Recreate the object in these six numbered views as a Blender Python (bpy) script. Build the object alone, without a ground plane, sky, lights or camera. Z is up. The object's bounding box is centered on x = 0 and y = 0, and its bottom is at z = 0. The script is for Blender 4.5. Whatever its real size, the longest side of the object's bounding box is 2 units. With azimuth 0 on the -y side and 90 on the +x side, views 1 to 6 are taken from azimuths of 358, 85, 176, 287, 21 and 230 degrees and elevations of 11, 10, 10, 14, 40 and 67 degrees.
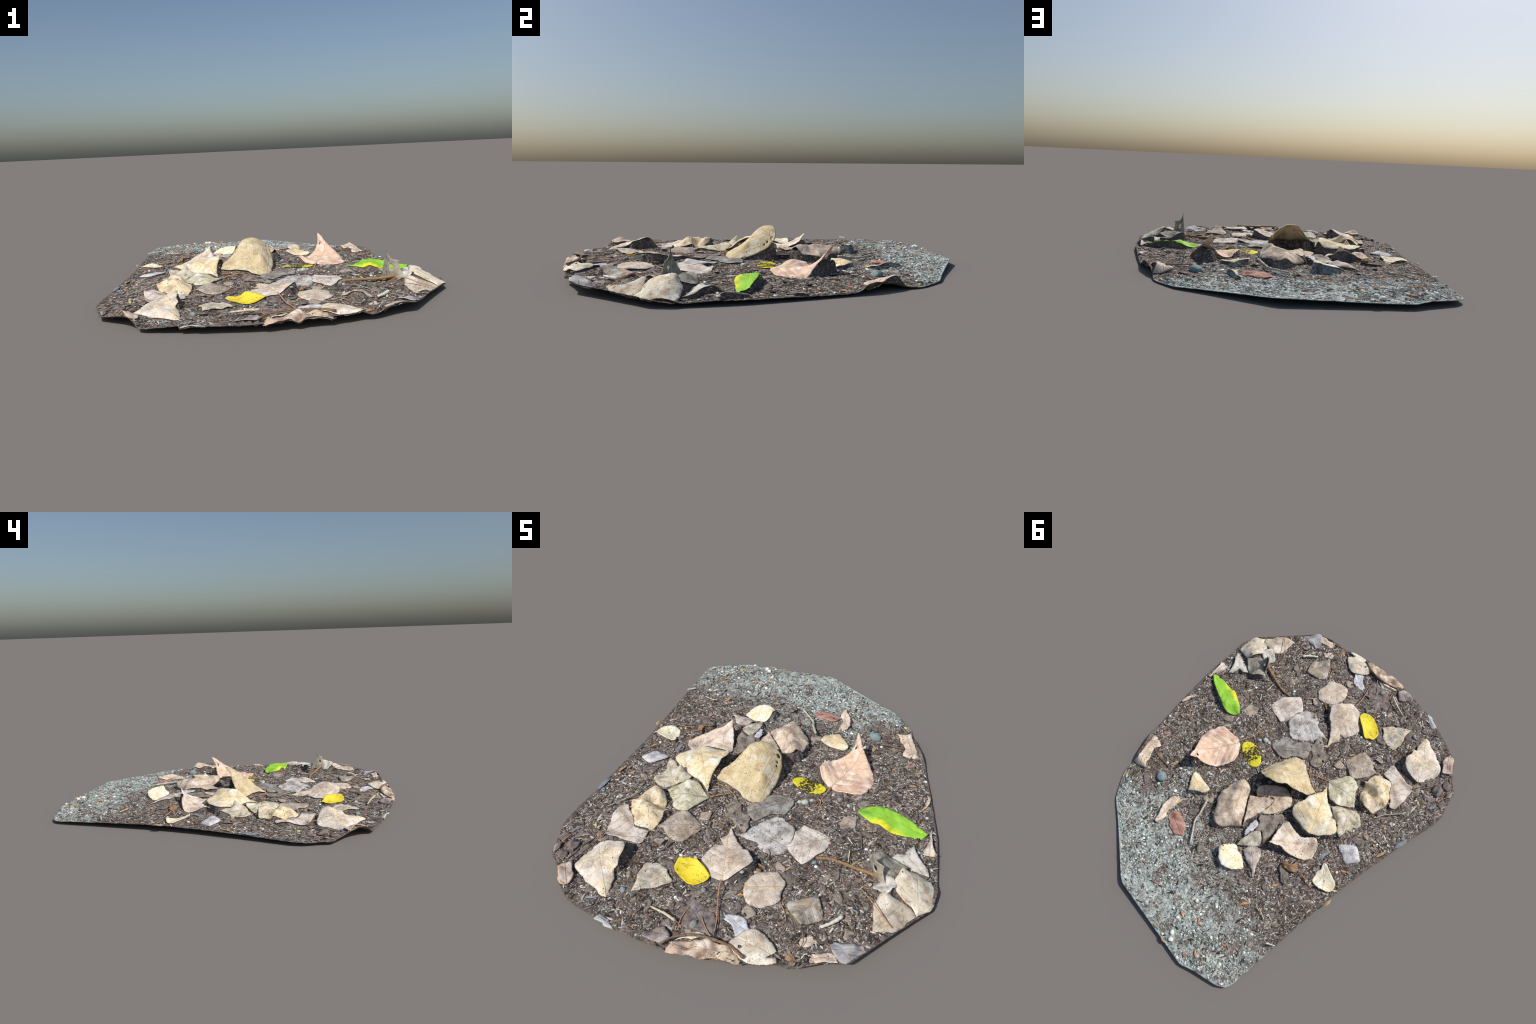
"""A patch of trodden ground: a thin sheet of dark mulch that turns into pale green
grit at the far end, strewn with dry curled leaves, a few fresh yellow and green
ones, twigs, pebbles, bark chips and grit.  Everything is built from the ground
up: rim profile -> soil sheet -> leaves (outline + heights) -> stalks, stones ->
loose stuff."""
import bpy, bmesh, math, random
import numpy as np
from mathutils import Vector
from mathutils.geometry import delaunay_2d_cdt

rng = np.random.default_rng(7)
random.seed(7)
scene = bpy.context.scene
for o in list(bpy.data.objects):
    bpy.data.objects.remove(o)


# ------------------------------------------------------------------ small tools
def srgb(r, g, b):
    f = lambda c: c / 12.92 if c <= 0.04045 else ((c + 0.055) / 1.055) ** 2.4
    return (f(r / 255), f(g / 255), f(b / 255), 1.0)


def lattice(seed):
    return np.random.default_rng(seed).random((64, 64))


def value_noise(x, y, size, seed):
    """Smooth 2D noise in -1..1 with features about `size` metres across."""
    t = lattice(seed)
    x, y = np.asarray(x) / size + 31.7, np.asarray(y) / size + 17.3
    i, j = np.floor(x).astype(int), np.floor(y).astype(int)
    fx, fy = x - i, y - j
    fx, fy = fx * fx * (3 - 2 * fx), fy * fy * (3 - 2 * fy)
    a, b = t[i % 64, j % 64], t[(i + 1) % 64, j % 64]
    c, d = t[i % 64, (j + 1) % 64], t[(i + 1) % 64, (j + 1) % 64]
    return ((a * (1 - fx) + b * fx) * (1 - fy) + (c * (1 - fx) + d * fx) * fy) * 2 - 1


def smoothstep(a, b, x):
    t = np.clip((x - a) / (b - a), 0, 1)
    return t * t * (3 - 2 * t)


def closed_curve(points, step, sharp=0.55):
    """Dense closed curve through control points (softened Catmull-Rom)."""
    P = np.asarray(points, float)
    n, out = len(P), []
    into = P - np.roll(P, 1, 0)
    cosine = (into * np.roll(into, -1, 0)).sum(1) / (np.linalg.norm(into, axis=1) * np.linalg.norm(np.roll(into, -1, 0), axis=1) + 1e-9)
    bend = smoothstep(-0.3, 0.75, cosine)          # 0 at a pointed corner
    for k in range(n):
        a, b, c, d = P[k - 1], P[k], P[(k + 1) % n], P[(k + 2) % n]
        m = max(1, int(np.linalg.norm((c - b)[:2]) / step + 0.5))
        t = np.linspace(0, 1, m, endpoint=False)[:, None]
        ln = np.linalg.norm(c - b)
        tb, tc = c - a, d - b
        tb = bend[k] * tb * ln / (np.linalg.norm(tb) + 1e-9) + (1 - bend[k]) * (c - b)
        tc = bend[(k + 1) % n] * tc * ln / (np.linalg.norm(tc) + 1e-9) + (1 - bend[(k + 1) % n]) * (c - b)
        tb, tc = tb * sharp + (c - b) * (1 - sharp), tc * sharp + (c - b) * (1 - sharp)
        out.append((2 * t ** 3 - 3 * t ** 2 + 1) * b + (t ** 3 - 2 * t ** 2 + t) * tb
                   + (3 * t ** 2 - 2 * t ** 3) * c + (t ** 3 - t ** 2) * tc)
    return np.vstack(out)


def open_curve(points, m):
    P = np.asarray(points, float)
    P = np.vstack([2 * P[0] - P[1], P, 2 * P[-1] - P[-2]])
    out = []
    for k in range(1, len(P) - 2):
        a, b, c, d = P[k - 1:k + 3]
        for t in np.linspace(0, 1, m, endpoint=False):
            out.append(0.5 * (2 * b + (c - a) * t + (2 * a - 5 * b + 4 * c - d) * t ** 2
                              + (3 * b - a - 3 * c + d) * t ** 3))
    out.append(P[-2])
    return np.array(out)


def inside(px, py, poly):
    x, y = poly[:, 0], poly[:, 1]
    x2, y2 = np.roll(x, -1), np.roll(y, -1)
    r = np.zeros(len(px), bool)
    for a, b, c, d in zip(x, y, x2, y2):
        if b == d:
            continue
        r ^= ((b > py) != (d > py)) & (px < (c - a) * (py - b) / (d - b) + a)
    return r


def edge_distance(px, py, poly):
    q = np.stack([px, py], 1)
    best = np.full(len(q), 1e9)
    for a, b in zip(poly[:, :2], np.roll(poly[:, :2], -1, 0)):
        d = b - a
        t = np.clip(((q - a) @ d) / (d @ d + 1e-12), 0, 1)
        best = np.minimum(best, ((q - a - t[:, None] * d) ** 2).sum(1))
    return np.sqrt(best)


class Surface:
    """Height over (x, y) that runs through scattered control heights."""

    def __init__(self, pts):
        P = np.asarray(pts, float)
        self.c, n = P[:, :2], len(P)
        K = np.linalg.norm(self.c[:, None] - self.c[None], axis=2)
        K = (K ** 2 + 0.012 ** 2) ** 0.5
        A = np.zeros((n + 1, n + 1))
        A[:n, :n], A[:n, n], A[n, :n] = K - 1e-4 * np.eye(n), 1, 1
        self.w = np.linalg.lstsq(A, np.r_[P[:, 2], 0], rcond=None)[0]

    def __call__(self, x, y):
        q = np.stack([np.ravel(x), np.ravel(y)], 1)
        K = np.linalg.norm(q[:, None] - self.c[None], axis=2)
        return (K ** 2 + 0.012 ** 2) ** 0.5 @ self.w[:-1] + self.w[-1]


def mesh_object(name, verts, faces, material, parent, location=(0, 0, 0), turn=0.0, smooth=True):
    me = bpy.data.meshes.new(name)
    me.from_pydata([tuple(v) for v in verts], [], [tuple(f) for f in faces])
    me.polygons.foreach_set("use_smooth", [smooth] * len(me.polygons))
    for m in material if isinstance(material, (list, tuple)) else [material]:
        me.materials.append(m)
    me.update()
    ob = bpy.data.objects.new(name, me)
    scene.collection.objects.link(ob)
    ob.location, ob.rotation_euler[2] = location, turn
    ob.parent = parent
    return ob


# -------------------------------------------------------------------- materials
class Nodes:
    def __init__(self, name):
        self.m = bpy.data.materials.new(name)
        self.m.use_nodes = True
        self.t = self.m.node_tree
        self.bsdf = self.t.nodes["Principled BSDF"]
        self.out = self.t.nodes["Material Output"]
        tc = self.t.nodes.new("ShaderNodeTexCoord")
        self.obj = tc.outputs["Object"]

    def link(self, a, b):
        if hasattr(a, "is_output"):
            self.t.links.new(a, b)
        else:
            b.default_value = a

    def math(self, op, a, b=0.0, c=0.0):
        n = self.t.nodes.new("ShaderNodeMath")
        n.operation = op
        for i, v in enumerate((a, b, c)):
            self.link(v, n.inputs[i])
        return n.outputs[0]

    def noise(self, scale, detail=4.0, rough=0.55, vector=None, distort=0.0):
        n = self.t.nodes.new("ShaderNodeTexNoise")
        self.t.links.new(vector or self.obj, n.inputs["Vector"])
        n.inputs["Scale"].default_value, n.inputs["Detail"].default_value = scale, detail
        n.inputs["Roughness"].default_value, n.inputs["Distortion"].default_value = rough, distort
        return n.outputs["Fac"]

    def cells(self, scale, vector=None, feature="F1", out="Distance"):
        n = self.t.nodes.new("ShaderNodeTexVoronoi")
        n.feature = feature
        self.t.links.new(vector or self.obj, n.inputs["Vector"])
        n.inputs["Scale"].default_value = scale
        return n.outputs[out]

    def ramp(self, fac, stops, interpolation="LINEAR"):
        n = self.t.nodes.new("ShaderNodeValToRGB")
        e = n.color_ramp.elements
        n.color_ramp.interpolation = interpolation
        while len(e) < len(stops):
            e.new(0.5)
        for k, (p, c) in enumerate(stops):
            e[k].position = p
            e[k].color = c if isinstance(c, tuple) else (c, c, c, 1)
        self.t.links.new(fac, n.inputs[0])
        return n.outputs["Color"]

    def mix(self, fac, a, b, mode="MIX"):
        n = self.t.nodes.new("ShaderNodeMix")
        n.data_type, n.blend_type = "RGBA", mode
        self.link(fac, n.inputs[0])
        self.link(a, n.inputs[6])
        self.link(b, n.inputs[7])
        return n.outputs[2]

    def step(self, x, lo, hi):
        n = self.t.nodes.new("ShaderNodeMapRange")
        n.interpolation_type = "SMOOTHSTEP"
        self.link(x, n.inputs[0])
        n.inputs[1].default_value, n.inputs[2].default_value = lo, hi
        return n.outputs[0]

    def offset(self, loc=(0, 0, 0), scale=(1, 1, 1), rot=(0, 0, 0)):
        n = self.t.nodes.new("ShaderNodeMapping")
        self.t.links.new(self.obj, n.inputs[0])
        n.inputs[1].default_value, n.inputs[2].default_value, n.inputs[3].default_value = loc, rot, scale
        return n.outputs[0]

    def warp(self, v, scale, amount):
        """Bend a texture vector by noise so that cell edges wander."""
        t = self.t.nodes.new("ShaderNodeTexNoise")
        self.t.links.new(v, t.inputs["Vector"])
        t.inputs["Scale"].default_value, t.inputs["Detail"].default_value = scale, 3
        m = self.t.nodes.new("ShaderNodeVectorMath")
        m.operation = "MULTIPLY_ADD"
        self.t.links.new(t.outputs["Color"], m.inputs[0])
        m.inputs[1].default_value = (amount,) * 3
        self.t.links.new(v, m.inputs[2])
        return m.outputs[0]

    def xyz(self, v):
        n = self.t.nodes.new("ShaderNodeSeparateXYZ")
        self.t.links.new(v, n.inputs[0])
        return n.outputs

    def finish(self, colour, rough=0.9, bump=None, strength=0.4, distance=0.003, thin=0.0):
        self.link(colour, self.bsdf.inputs["Base Color"])
        self.bsdf.inputs["Roughness"].default_value = rough
        self.bsdf.inputs["Specular IOR Level"].default_value = 0.18
        if bump is not None:
            n = self.t.nodes.new("ShaderNodeBump")
            n.inputs["Strength"].default_value, n.inputs["Distance"].default_value = strength, distance
            self.t.links.new(bump, n.inputs["Height"])
            self.t.links.new(n.outputs[0], self.bsdf.inputs["Normal"])
        if thin:
            tr = self.t.nodes.new("ShaderNodeBsdfTranslucent")
            self.link(colour, tr.inputs["Color"])
            mx = self.t.nodes.new("ShaderNodeMixShader")
            mx.inputs[0].default_value = thin
            self.t.links.new(self.bsdf.outputs[0], mx.inputs[1])
            self.t.links.new(tr.outputs[0], mx.inputs[2])
            self.t.links.new(mx.outputs[0], self.out.inputs["Surface"])
        return self.m


def dark(c, k):
    return (c[0] * k, c[1] * k, c[2] * k, 1.0)


LEAF_COUNT = [0]


def leaf_material(base, patch, shade, specks=0.5, vein=0.45, cracks=0.35, vein_tone=None):
    """Dry leaf: bleached, beige and grey blotches, midrib and side veins along the
    local x axis, black mould specks, short dark tears."""
    LEAF_COUNT[0] += 1
    k = LEAF_COUNT[0]
    n = Nodes("leaf_skin")
    v = n.offset(loc=(k * 1.37, k * 0.71, 0.0))
    col = n.mix(n.step(n.noise(11, 3, 0.5, v), 0.38, 0.62), base, patch)
    warm = n.noise(17, 3, 0.55, n.offset(loc=(k * 0.81, -k, 5)))
    tan = (base[0] * 0.98, base[1] * 0.88, base[2] * 0.70, 1.0)
    col = n.mix(n.math("MULTIPLY", n.step(warm, 0.50, 0.68), 0.75), col, tan)
    grey = n.noise(23, 4, 0.6, n.offset(loc=(k * 0.37, 3.1 + k, 0)))
    col = n.mix(n.math("MULTIPLY", n.step(grey, 0.45, 0.66), 0.9), col, shade)
    white = n.noise(16, 4, 0.55, n.offset(loc=(-k * 0.53, k * 1.1, 2)))
    bleached = tuple(min(0.98, c * 0.7 + 0.38 * (sum(base[:3]) / 3) + 0.18) for c in base[:3]) + (1.0,)
    col = n.mix(n.math("MULTIPLY", n.step(white, 0.50, 0.68), 0.7), col, bleached)
    fine = n.noise(150, 4, 0.65, v)
    col = n.mix(1.0, col, n.ramp(fine, [(0.25, 0.88), (0.5, 1.03), (0.8, 1.10)]), "MULTIPLY")
    # veins
    x, y, _ = n.xyz(n.obj)
    wob = n.math("MULTIPLY", n.math("SUBTRACT", n.noise(25, 2, 0.5, v), 0.5), 0.014)
    side = n.math("ABSOLUTE", n.math("ADD", y, wob))
    rib = n.math("SUBTRACT", 1.0, n.step(side, 0.0010, 0.0036))
    lead = n.math("SUBTRACT", x, n.math("MULTIPLY", side, 0.75))
    saw = n.math("ABSOLUTE", n.math("SUBTRACT", n.math("FRACT", n.math("MULTIPLY", n.math("ADD", lead, wob), 24.0)), 0.5))
    twig = n.math("MULTIPLY", n.math("SUBTRACT", 1.0, n.step(saw, 0.02, 0.075)), n.step(n.noise(12, 2, 0.5, v), 0.34, 0.52))
    veins = n.math("MAXIMUM", rib, n.math("MULTIPLY", twig, 0.75))
    col = n.mix(n.math("MULTIPLY", veins, min(1.0, vein * 1.35)), col, vein_tone or dark(shade, 0.8))
    # tears and mould
    edge = n.cells(27, n.warp(n.offset(loc=(k * 0.9, k, 0.5)), 30, 0.018), "DISTANCE_TO_EDGE")
    crack = n.math("MULTIPLY", n.math("SUBTRACT", 1.0, n.step(edge, 0.008, 0.035)), n.step(n.noise(26, 3, 0.6, n.offset(loc=(2, k, 0))), 0.57, 0.63))
    col = n.mix(n.math("MULTIPLY", crack, min(1.0, cracks * 1.5)), col, srgb(84, 72, 64))
    where = n.step(n.noise(20, 2, 0.5, n.offset(loc=(-k, 2, 7))), 0.36, 0.60)
    spot = n.noise(130, 2, 0.5, n.offset(loc=(k, -k, 4)))
    mould = n.math("MULTIPLY", n.step(spot, 0.635, 0.68), where)
    dot = n.math("MULTIPLY", n.math("SUBTRACT", 1.0, n.step(n.cells(42, n.offset(loc=(k, 3, k))), 0.07, 0.12)), n.step(n.noise(9, 1, 0.5, n.offset(loc=(5, k, 1))), 0.5, 0.6))
    mould = n.math("MAXIMUM", mould, dot)
    col = n.mix(n.math("MULTIPLY", mould, min(1.0, specks * 1.3)), col, srgb(66, 57, 50))
    h = n.math("ADD", n.math("MULTIPLY", fine, 0.5), n.math("MULTIPLY", veins, 0.6))
    h = n.math("ADD", h, n.math("MULTIPLY", n.noise(34, 2, 0.5, v), 0.9))
    h = n.math("SUBTRACT", h, crack)
    return n.finish(col, 0.85, h, 0.55, 0.0035, thin=0.08)


def fresh_material(main, rim, spot, dirt=0.0, edge_by=0.42, streaks=0.0):
    LEAF_COUNT[0] += 1
    k = LEAF_COUNT[0]
    n = Nodes("fresh_leaf_skin")
    x, y, _ = n.xyz(n.obj)
    off = n.math("ADD", n.math("ABSOLUTE", n.math("ADD", y, n.math("MULTIPLY", n.math("SUBTRACT", n.noise(20, 4, 0.65), 0.5), 0.07))), 0)
    col = n.mix(n.step(off, edge_by * 0.06, edge_by * 0.12), main, rim)
    blot = n.noise(30, 4, 0.6, n.offset(loc=(k, 0, 1), scale=(1, 2.2, 1)))
    col = n.mix(n.math("MULTIPLY", n.step(blot, 0.54, 0.72), 0.7), col, spot)
    rib = n.math("SUBTRACT", 1.0, n.step(n.math("ABSOLUTE", y), 0.0008, 0.003))
    col = n.mix(n.math("MULTIPLY", rib, 0.35), col, rim)
    speck = n.math("MULTIPLY", n.step(n.noise(140, 2, 0.5, n.offset(loc=(k, k, 0))), 0.69, 0.72), 0.75)
    col = n.mix(speck, col, srgb(70, 60, 30))
    if dirt:
        d = n.noise(75, 6, 0.8, n.offset(loc=(1, k, 3)))
        band = n.math("SUBTRACT", 1.0, n.step(n.math("ABSOLUTE", n.math("ADD", x, 0.0)), 0.004, 0.085))
        d = n.math("ADD", n.math("MULTIPLY", d, 0.9), n.math("MULTIPLY", band, 0.14))
        col = n.mix(n.math("MULTIPLY", n.step(d, 0.52, 0.575), dirt), col, srgb(74, 60, 52))
    if streaks:
        w = n.noise(22, 3, 0.6, n.offset(loc=(0, k, 0), scale=(0.45, 3.0, 1)))
        thin = n.math("SUBTRACT", 1.0, n.step(n.math("ABSOLUTE", n.math("SUBTRACT", w, 0.62)), 0.004, 0.016))
        col = n.mix(n.math("MULTIPLY", thin, streaks), col, srgb(86, 70, 40))
    return n.finish(col, 0.55, blot, 0.2, 0.002, thin=0.15)


def dry(base, patch, shade, **k):
    up = lambda c: srgb(*(min(250, v * 1.015) for v in c))
    return lambda: leaf_material(up(base), up(patch), up(shade), **k)


GOLD = srgb(214, 180, 124)
PINK_TAN = dry((230, 202, 180), (240, 222, 198), (214, 174, 154), specks=0.25, vein=0.5, cracks=0.1)
TAN_YELLOW = dry((208, 192, 156), (222, 210, 178), (190, 168, 128), specks=0.9, vein=0.45, cracks=0.1, vein_tone=GOLD)
BROWN_CREAM = dry((208, 190, 170), (230, 216, 194), (172, 150, 132), specks=0.5, vein=0.3)
CREAM = dry((238, 230, 206), (232, 214, 174), (208, 190, 158), specks=0.6, vein=0.45, cracks=0.15, vein_tone=GOLD)
PALE_TAN = dry((226, 212, 196), (232, 210, 188), (190, 172, 156), specks=0.8, vein=0.3)
BRIGHT_CREAM = dry((250, 244, 224), (246, 234, 198), (234, 214, 172), specks=0.7, vein=0.15, cracks=0.1)
GREY_GREEN = dry((200, 196, 176), (182, 176, 156), (144, 138, 122), specks=0.8, vein=0.2)
PINK_GREY = dry((206, 194, 186), (182, 168, 160), (134, 120, 112), specks=0.7, vein=0.2)
BLUE_GREY = dry((200, 201, 208), (216, 216, 220), (164, 160, 162), specks=0.5, vein=0.15)
GREY_BROWN = dry((142, 132, 122), (164, 154, 143), (104, 95, 88), specks=0.7, vein=0.3, cracks=0.7)
PALE_GREEN = dry((218, 214, 190), (204, 200, 172), (176, 166, 140), specks=1.0, vein=0.5, cracks=0.15)
CREAM_YELLOW = dry((230, 216, 190), (234, 214, 174), (182, 162, 134), specks=0.7, vein=0.2)
PINK_GREY_PALE = dry((216, 204, 192), (224, 214, 204), (168, 152, 140), specks=0.6, vein=0.35)
GREY_BROWN_LIGHT = dry((178, 164, 150), (192, 178, 162), (136, 124, 114), specks=1.0, vein=0.2)
GREY = dry((146, 141, 136), (164, 159, 152), (108, 103, 99), specks=0.8, vein=0.4, cracks=0.6)
SILVER = dry((188, 184, 178), (212, 210, 208), (138, 134, 130), specks=0.8, vein=0.3, cracks=0.8)
PALE_TAN_GREY = dry((212, 200, 187), (222, 210, 194), (178, 158, 144), specks=0.5, vein=0.6, vein_tone=GOLD)
GREY_TAN = dry((190, 178, 162), (206, 196, 180), (152, 137, 118), specks=0.5, vein=0.3)
CREAM_GREY = dry((224, 215, 196), (232, 223, 204), (192, 174, 148), specks=0.5, vein=0.2)
TAN_GREY = dry((202, 190, 172), (214, 204, 188), (164, 148, 130), specks=0.45, vein=0.2)
GREY_PALE = dry((202, 198, 190), (214, 210, 202), (166, 158, 146), specks=0.6, vein=0.2)
GREY_OLIVE = dry((166, 161, 147), (180, 176, 163), (126, 119, 106), specks=0.4, vein=0.3)
COOL_GREY = dry((182, 178, 178), (192, 190, 192), (148, 140, 136), specks=0.4, vein=0.2)
COOL_PALE = dry((206, 208, 206), (198, 198, 195), (172, 169, 164), specks=0.3, vein=0.1)
MOTTLED_BROWN = dry((216, 198, 174), (192, 168, 150), (124, 105, 92), specks=0.8, vein=0.2, cracks=0.8)
PURPLE_GREY = dry((160, 149, 146), (172, 158, 154), (114, 103, 102), specks=0.7, vein=0.2)
DARK_GREY_BROWN = dry((128, 117, 112), (146, 135, 130), (94, 85, 82), specks=0.7, vein=0.3, cracks=0.6)
GREY_TAN_LIGHT = dry((204, 196, 178), (212, 202, 178), (166, 154, 136), specks=0.8, vein=0.3)
WHITE_TAN = dry((228, 219, 208), (230, 216, 186), (190, 176, 166), specks=1.0, vein=0.2)
ORANGE_TAN = dry((222, 196, 172), (210, 184, 166), (170, 142, 122), specks=0.3, vein=0.3)
RUST = dry((162, 126, 86), (156, 124, 96), (96, 74, 56), specks=0.6, vein=0.2)
BRICK = dry((182, 140, 128), (196, 152, 138), (152, 110, 100), specks=0.3, vein=0.5, cracks=0.1)
GREEN = lambda: fresh_material(srgb(156, 214, 76), srgb(236, 232, 58), srgb(122, 186, 84), edge_by=0.45)
YELLOW = lambda: fresh_material(srgb(250, 230, 76), srgb(246, 222, 52), srgb(252, 236, 120), streaks=0.9)
YELLOW_DIRTY = lambda: fresh_material(srgb(244, 234, 66), srgb(242, 236, 60), srgb(236, 222, 90), dirt=1.0)


def plain(colour, other, scale=40.0, rough=0.85, strength=0.4, stripes=None):
    n = Nodes("skin")
    v = n.offset(scale=stripes or (1, 1, 1))
    f = n.noise(scale, 5, 0.65, v)
    col = n.mix(n.step(f, 0.38, 0.64), srgb(*colour), srgb(*other))
    col = n.mix(1.0, col, n.ramp(n.noise(scale * 6, 3), [(0.3, 0.82), (0.7, 1.12)]), "MULTIPLY")
    return n.finish(col, rough, f, strength, 0.003)


SIMPLE, MADE = dict(
    STALK_TAN=((196, 156, 112), (176, 132, 92)), STALK_RED=((196, 136, 104), (184, 146, 112)),
    STALK_GREY=((140, 128, 116), (112, 100, 92)), STALK_PALE=((196, 190, 170), (170, 164, 140)),
    STALK_BROWN=((150, 122, 96), (110, 88, 70)), BARK_WHITE=((206, 206, 196), (160, 152, 138)),
    BARK_RUST=((166, 130, 88), (128, 112, 92)), WOOD_WHITE=((232, 232, 220), (204, 200, 184)),
    WOOD_CREAM=((222, 214, 184), (190, 176, 146)), STONE_TEAL=((146, 164, 164), (118, 138, 142)),
    STONE_PALE=((196, 204, 196), (164, 172, 164)), STONE_YELLOW=((220, 206, 110), (196, 180, 70)),
    STONE_GREY=((150, 156, 150), (124, 128, 124)), STONE_BLUE=((120, 134, 144), (102, 114, 128)),
    STONE_WHITE=((240, 240, 232), (220, 222, 214)), FLAKE_ORANGE=((206, 160, 114), (184, 132, 92)),
    FLAKE_PINK=((178, 132, 118), (156, 116, 106)), FLAKE_TAN=((186, 162, 128), (160, 136, 106)),
    FLAKE_PALE=((226, 222, 210), (200, 194, 180)), FLAKE_YELLOW=((222, 202, 120), (196, 172, 100)),
    FLAKE_BLUE=((148, 154, 160), (122, 124, 130))), {}


def simple(name):
    if name not in MADE:
        MADE[name] = plain(*SIMPLE[name], scale=120.0)
        MADE[name].name = name.lower()
    return MADE[name]


# ------------------------------------------------------------- the lie of the land
# rim of the sheet, anticlockwise control points (x, y, z)
RIM = [(0.792, -0.508, 0.034), (0.730, -0.590, 0.037), (0.660, -0.684, 0.041), (0.621, -0.737, 0.041),
       (0.548, -0.836, 0.045), (0.520, -0.847, 0.050), (0.489, -0.857, 0.055), (0.458, -0.870, 0.053),
       (0.407, -0.892, 0.042), (0.384, -0.899, 0.030), (0.355, -0.906, 0.025), (0.331, -0.911, 0.033),
       (0.315, -0.915, 0.042), (0.212, -0.949, 0.042), (0.100, -0.970, 0.040), (-0.030, -0.990, 0.040),
       (-0.130, -0.991, 0.038), (-0.230, -0.982, 0.035), (-0.291, -0.978, 0.036), (-0.400, -0.954, 0.036),
       (-0.467, -0.937, 0.028), (-0.540, -0.918, 0.020), (-0.566, -0.903, 0.018), (-0.581, -0.893, 0.038),
       (-0.608, -0.873, 0.058), (-0.630, -0.850, 0.058), (-0.667, -0.805, 0.044), (-0.723, -0.763, 0.032),
       (-0.757, -0.732, 0.020), (-0.776, -0.671, 0.018), (-0.806, -0.598, 0.020), (-0.813, -0.535, 0.022),
       (-0.804, -0.450, 0.025), (-0.786, -0.290, 0.028), (-0.773, -0.120, 0.032), (-0.763, -0.020, 0.033),
       (-0.756, 0.130, 0.034), (-0.754, 0.270, 0.034), (-0.756, 0.420, 0.031), (-0.759, 0.570, 0.028),
       (-0.765, 0.850, 0.019), (-0.754, 0.885, 0.020), (-0.717, 0.916, 0.022), (-0.590, 0.964, 0.026),
       (-0.520, 0.998, 0.022), (-0.387, 0.999, 0.022), (-0.002, 1.000, 0.031), (0.031, 0.990, 0.029),
       (0.316, 0.831, 0.014), (0.441, 0.767, 0.008), (0.527, 0.672, 0.002), (0.551, 0.630, 0.005),
       (0.564, 0.573, 0.012), (0.577, 0.535, 0.030), (0.590, 0.500, 0.037), (0.607, 0.458, 0.042),
       (0.625, 0.415, 0.046), (0.641, 0.378, 0.038), (0.657, 0.350, 0.020), (0.667, 0.318, 0.011),
       (0.712, 0.140, 0.012), (0.742, 0.004, 0.016), (0.772, -0.127, 0.018), (0.787, -0.253, 0.019),
       (0.798, -0.349, 0.015), (0.803, -0.385, 0.018), (0.805, -0.410, 0.030), (0.801, -0.444, 0.037)]


def base_height(x, y):
    """The gently bowed, slightly tilted scan of the ground, without relief."""
    return (0.0325 - 0.0082 * x - 0.0034 * y - 0.0192 * x * x - 0.0177 * x * y - 0.0059 * y * y
            + 0.0088 * x ** 3 - 0.0034 * x * x * y - 0.0035 * x * y * y - 0.0013 * y ** 3
            + 0.0035 * smoothstep(0.35, 0.65, -x) * smoothstep(-0.1, 0.3, y))


rim_curve = closed_curve(RIM, 0.006, 0.35)
rim_angle = np.unwrap(np.arctan2(rim_curve[:, 1], rim_curve[:, 0]))
if rim_angle[-1] < rim_angle[0]:
    rim_curve, rim_angle = rim_curve[::-1], rim_angle[::-1]
order = np.argsort(rim_angle % math.tau)
RA, RR = (rim_angle % math.tau)[order], np.hypot(rim_curve[:, 0], rim_curve[:, 1])[order]
RZ = rim_curve[order, 2]


def rim_at(angle):
    a = np.asarray(angle) % math.tau
    return np.interp(a, RA, RR, period=math.tau), np.interp(a, RA, RZ, period=math.tau)


def grit_share(x, y):
    """1 on the pale gritty far end, 0 on the dark mulch."""
    line = np.interp(x, [-0.80, -0.74, -0.54, -0.27, -0.09, 0.13, 0.36, 0.51, 0.7],
                     [0.80, 0.75, 0.66, 0.58, 0.50, 0.50, 0.54, 0.61, 0.70])
    w = 0.20 * value_noise(x, y, 0.19, 11) + 0.13 * value_noise(x, y, 0.07, 12) + 0.07 * value_noise(x, y, 0.028, 13)
    return smoothstep(-0.24, 0.20, y - line + w)


def bare_height(x, y):
    x, y = np.asarray(x, float), np.asarray(y, float)
    rr, rz = rim_at(np.arctan2(y, x))
    r = np.hypot(x, y)
    bx, by = x * rr / np.maximum(r, 1e-6), y * rr / np.maximum(r, 1e-6)
    away = np.maximum(rr - r, 0)
    z = base_height(x, y) + (rz - base_height(bx, by)) * np.exp(-(away / 0.055) ** 1.5)
    lumps = 0.0045 * value_noise(x, y, 0.11, 1) + 0.003 * value_noise(x, y, 0.045, 2)
    return z + lumps * smoothstep(0.0, 0.05, away)


def grain(x, y):
    g = 1 - 0.55 * grit_share(x, y)
    return g * (0.0015 * value_noise(x, y, 0.018, 3) + 0.0008 * value_noise(x, y, 0.009, 4))


# -------------------------------------------------------------------- the patch
patch = bpy.data.objects.new("leaf_litter_patch", None)
patch["label"] = "patch of dark mulch and grit strewn with curled dry leaves"
patch["category"] = "leaf litter"
scene.collection.objects.link(patch)

LEAVES = []          # what lies on the soil: used to heap the humus under it


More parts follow.
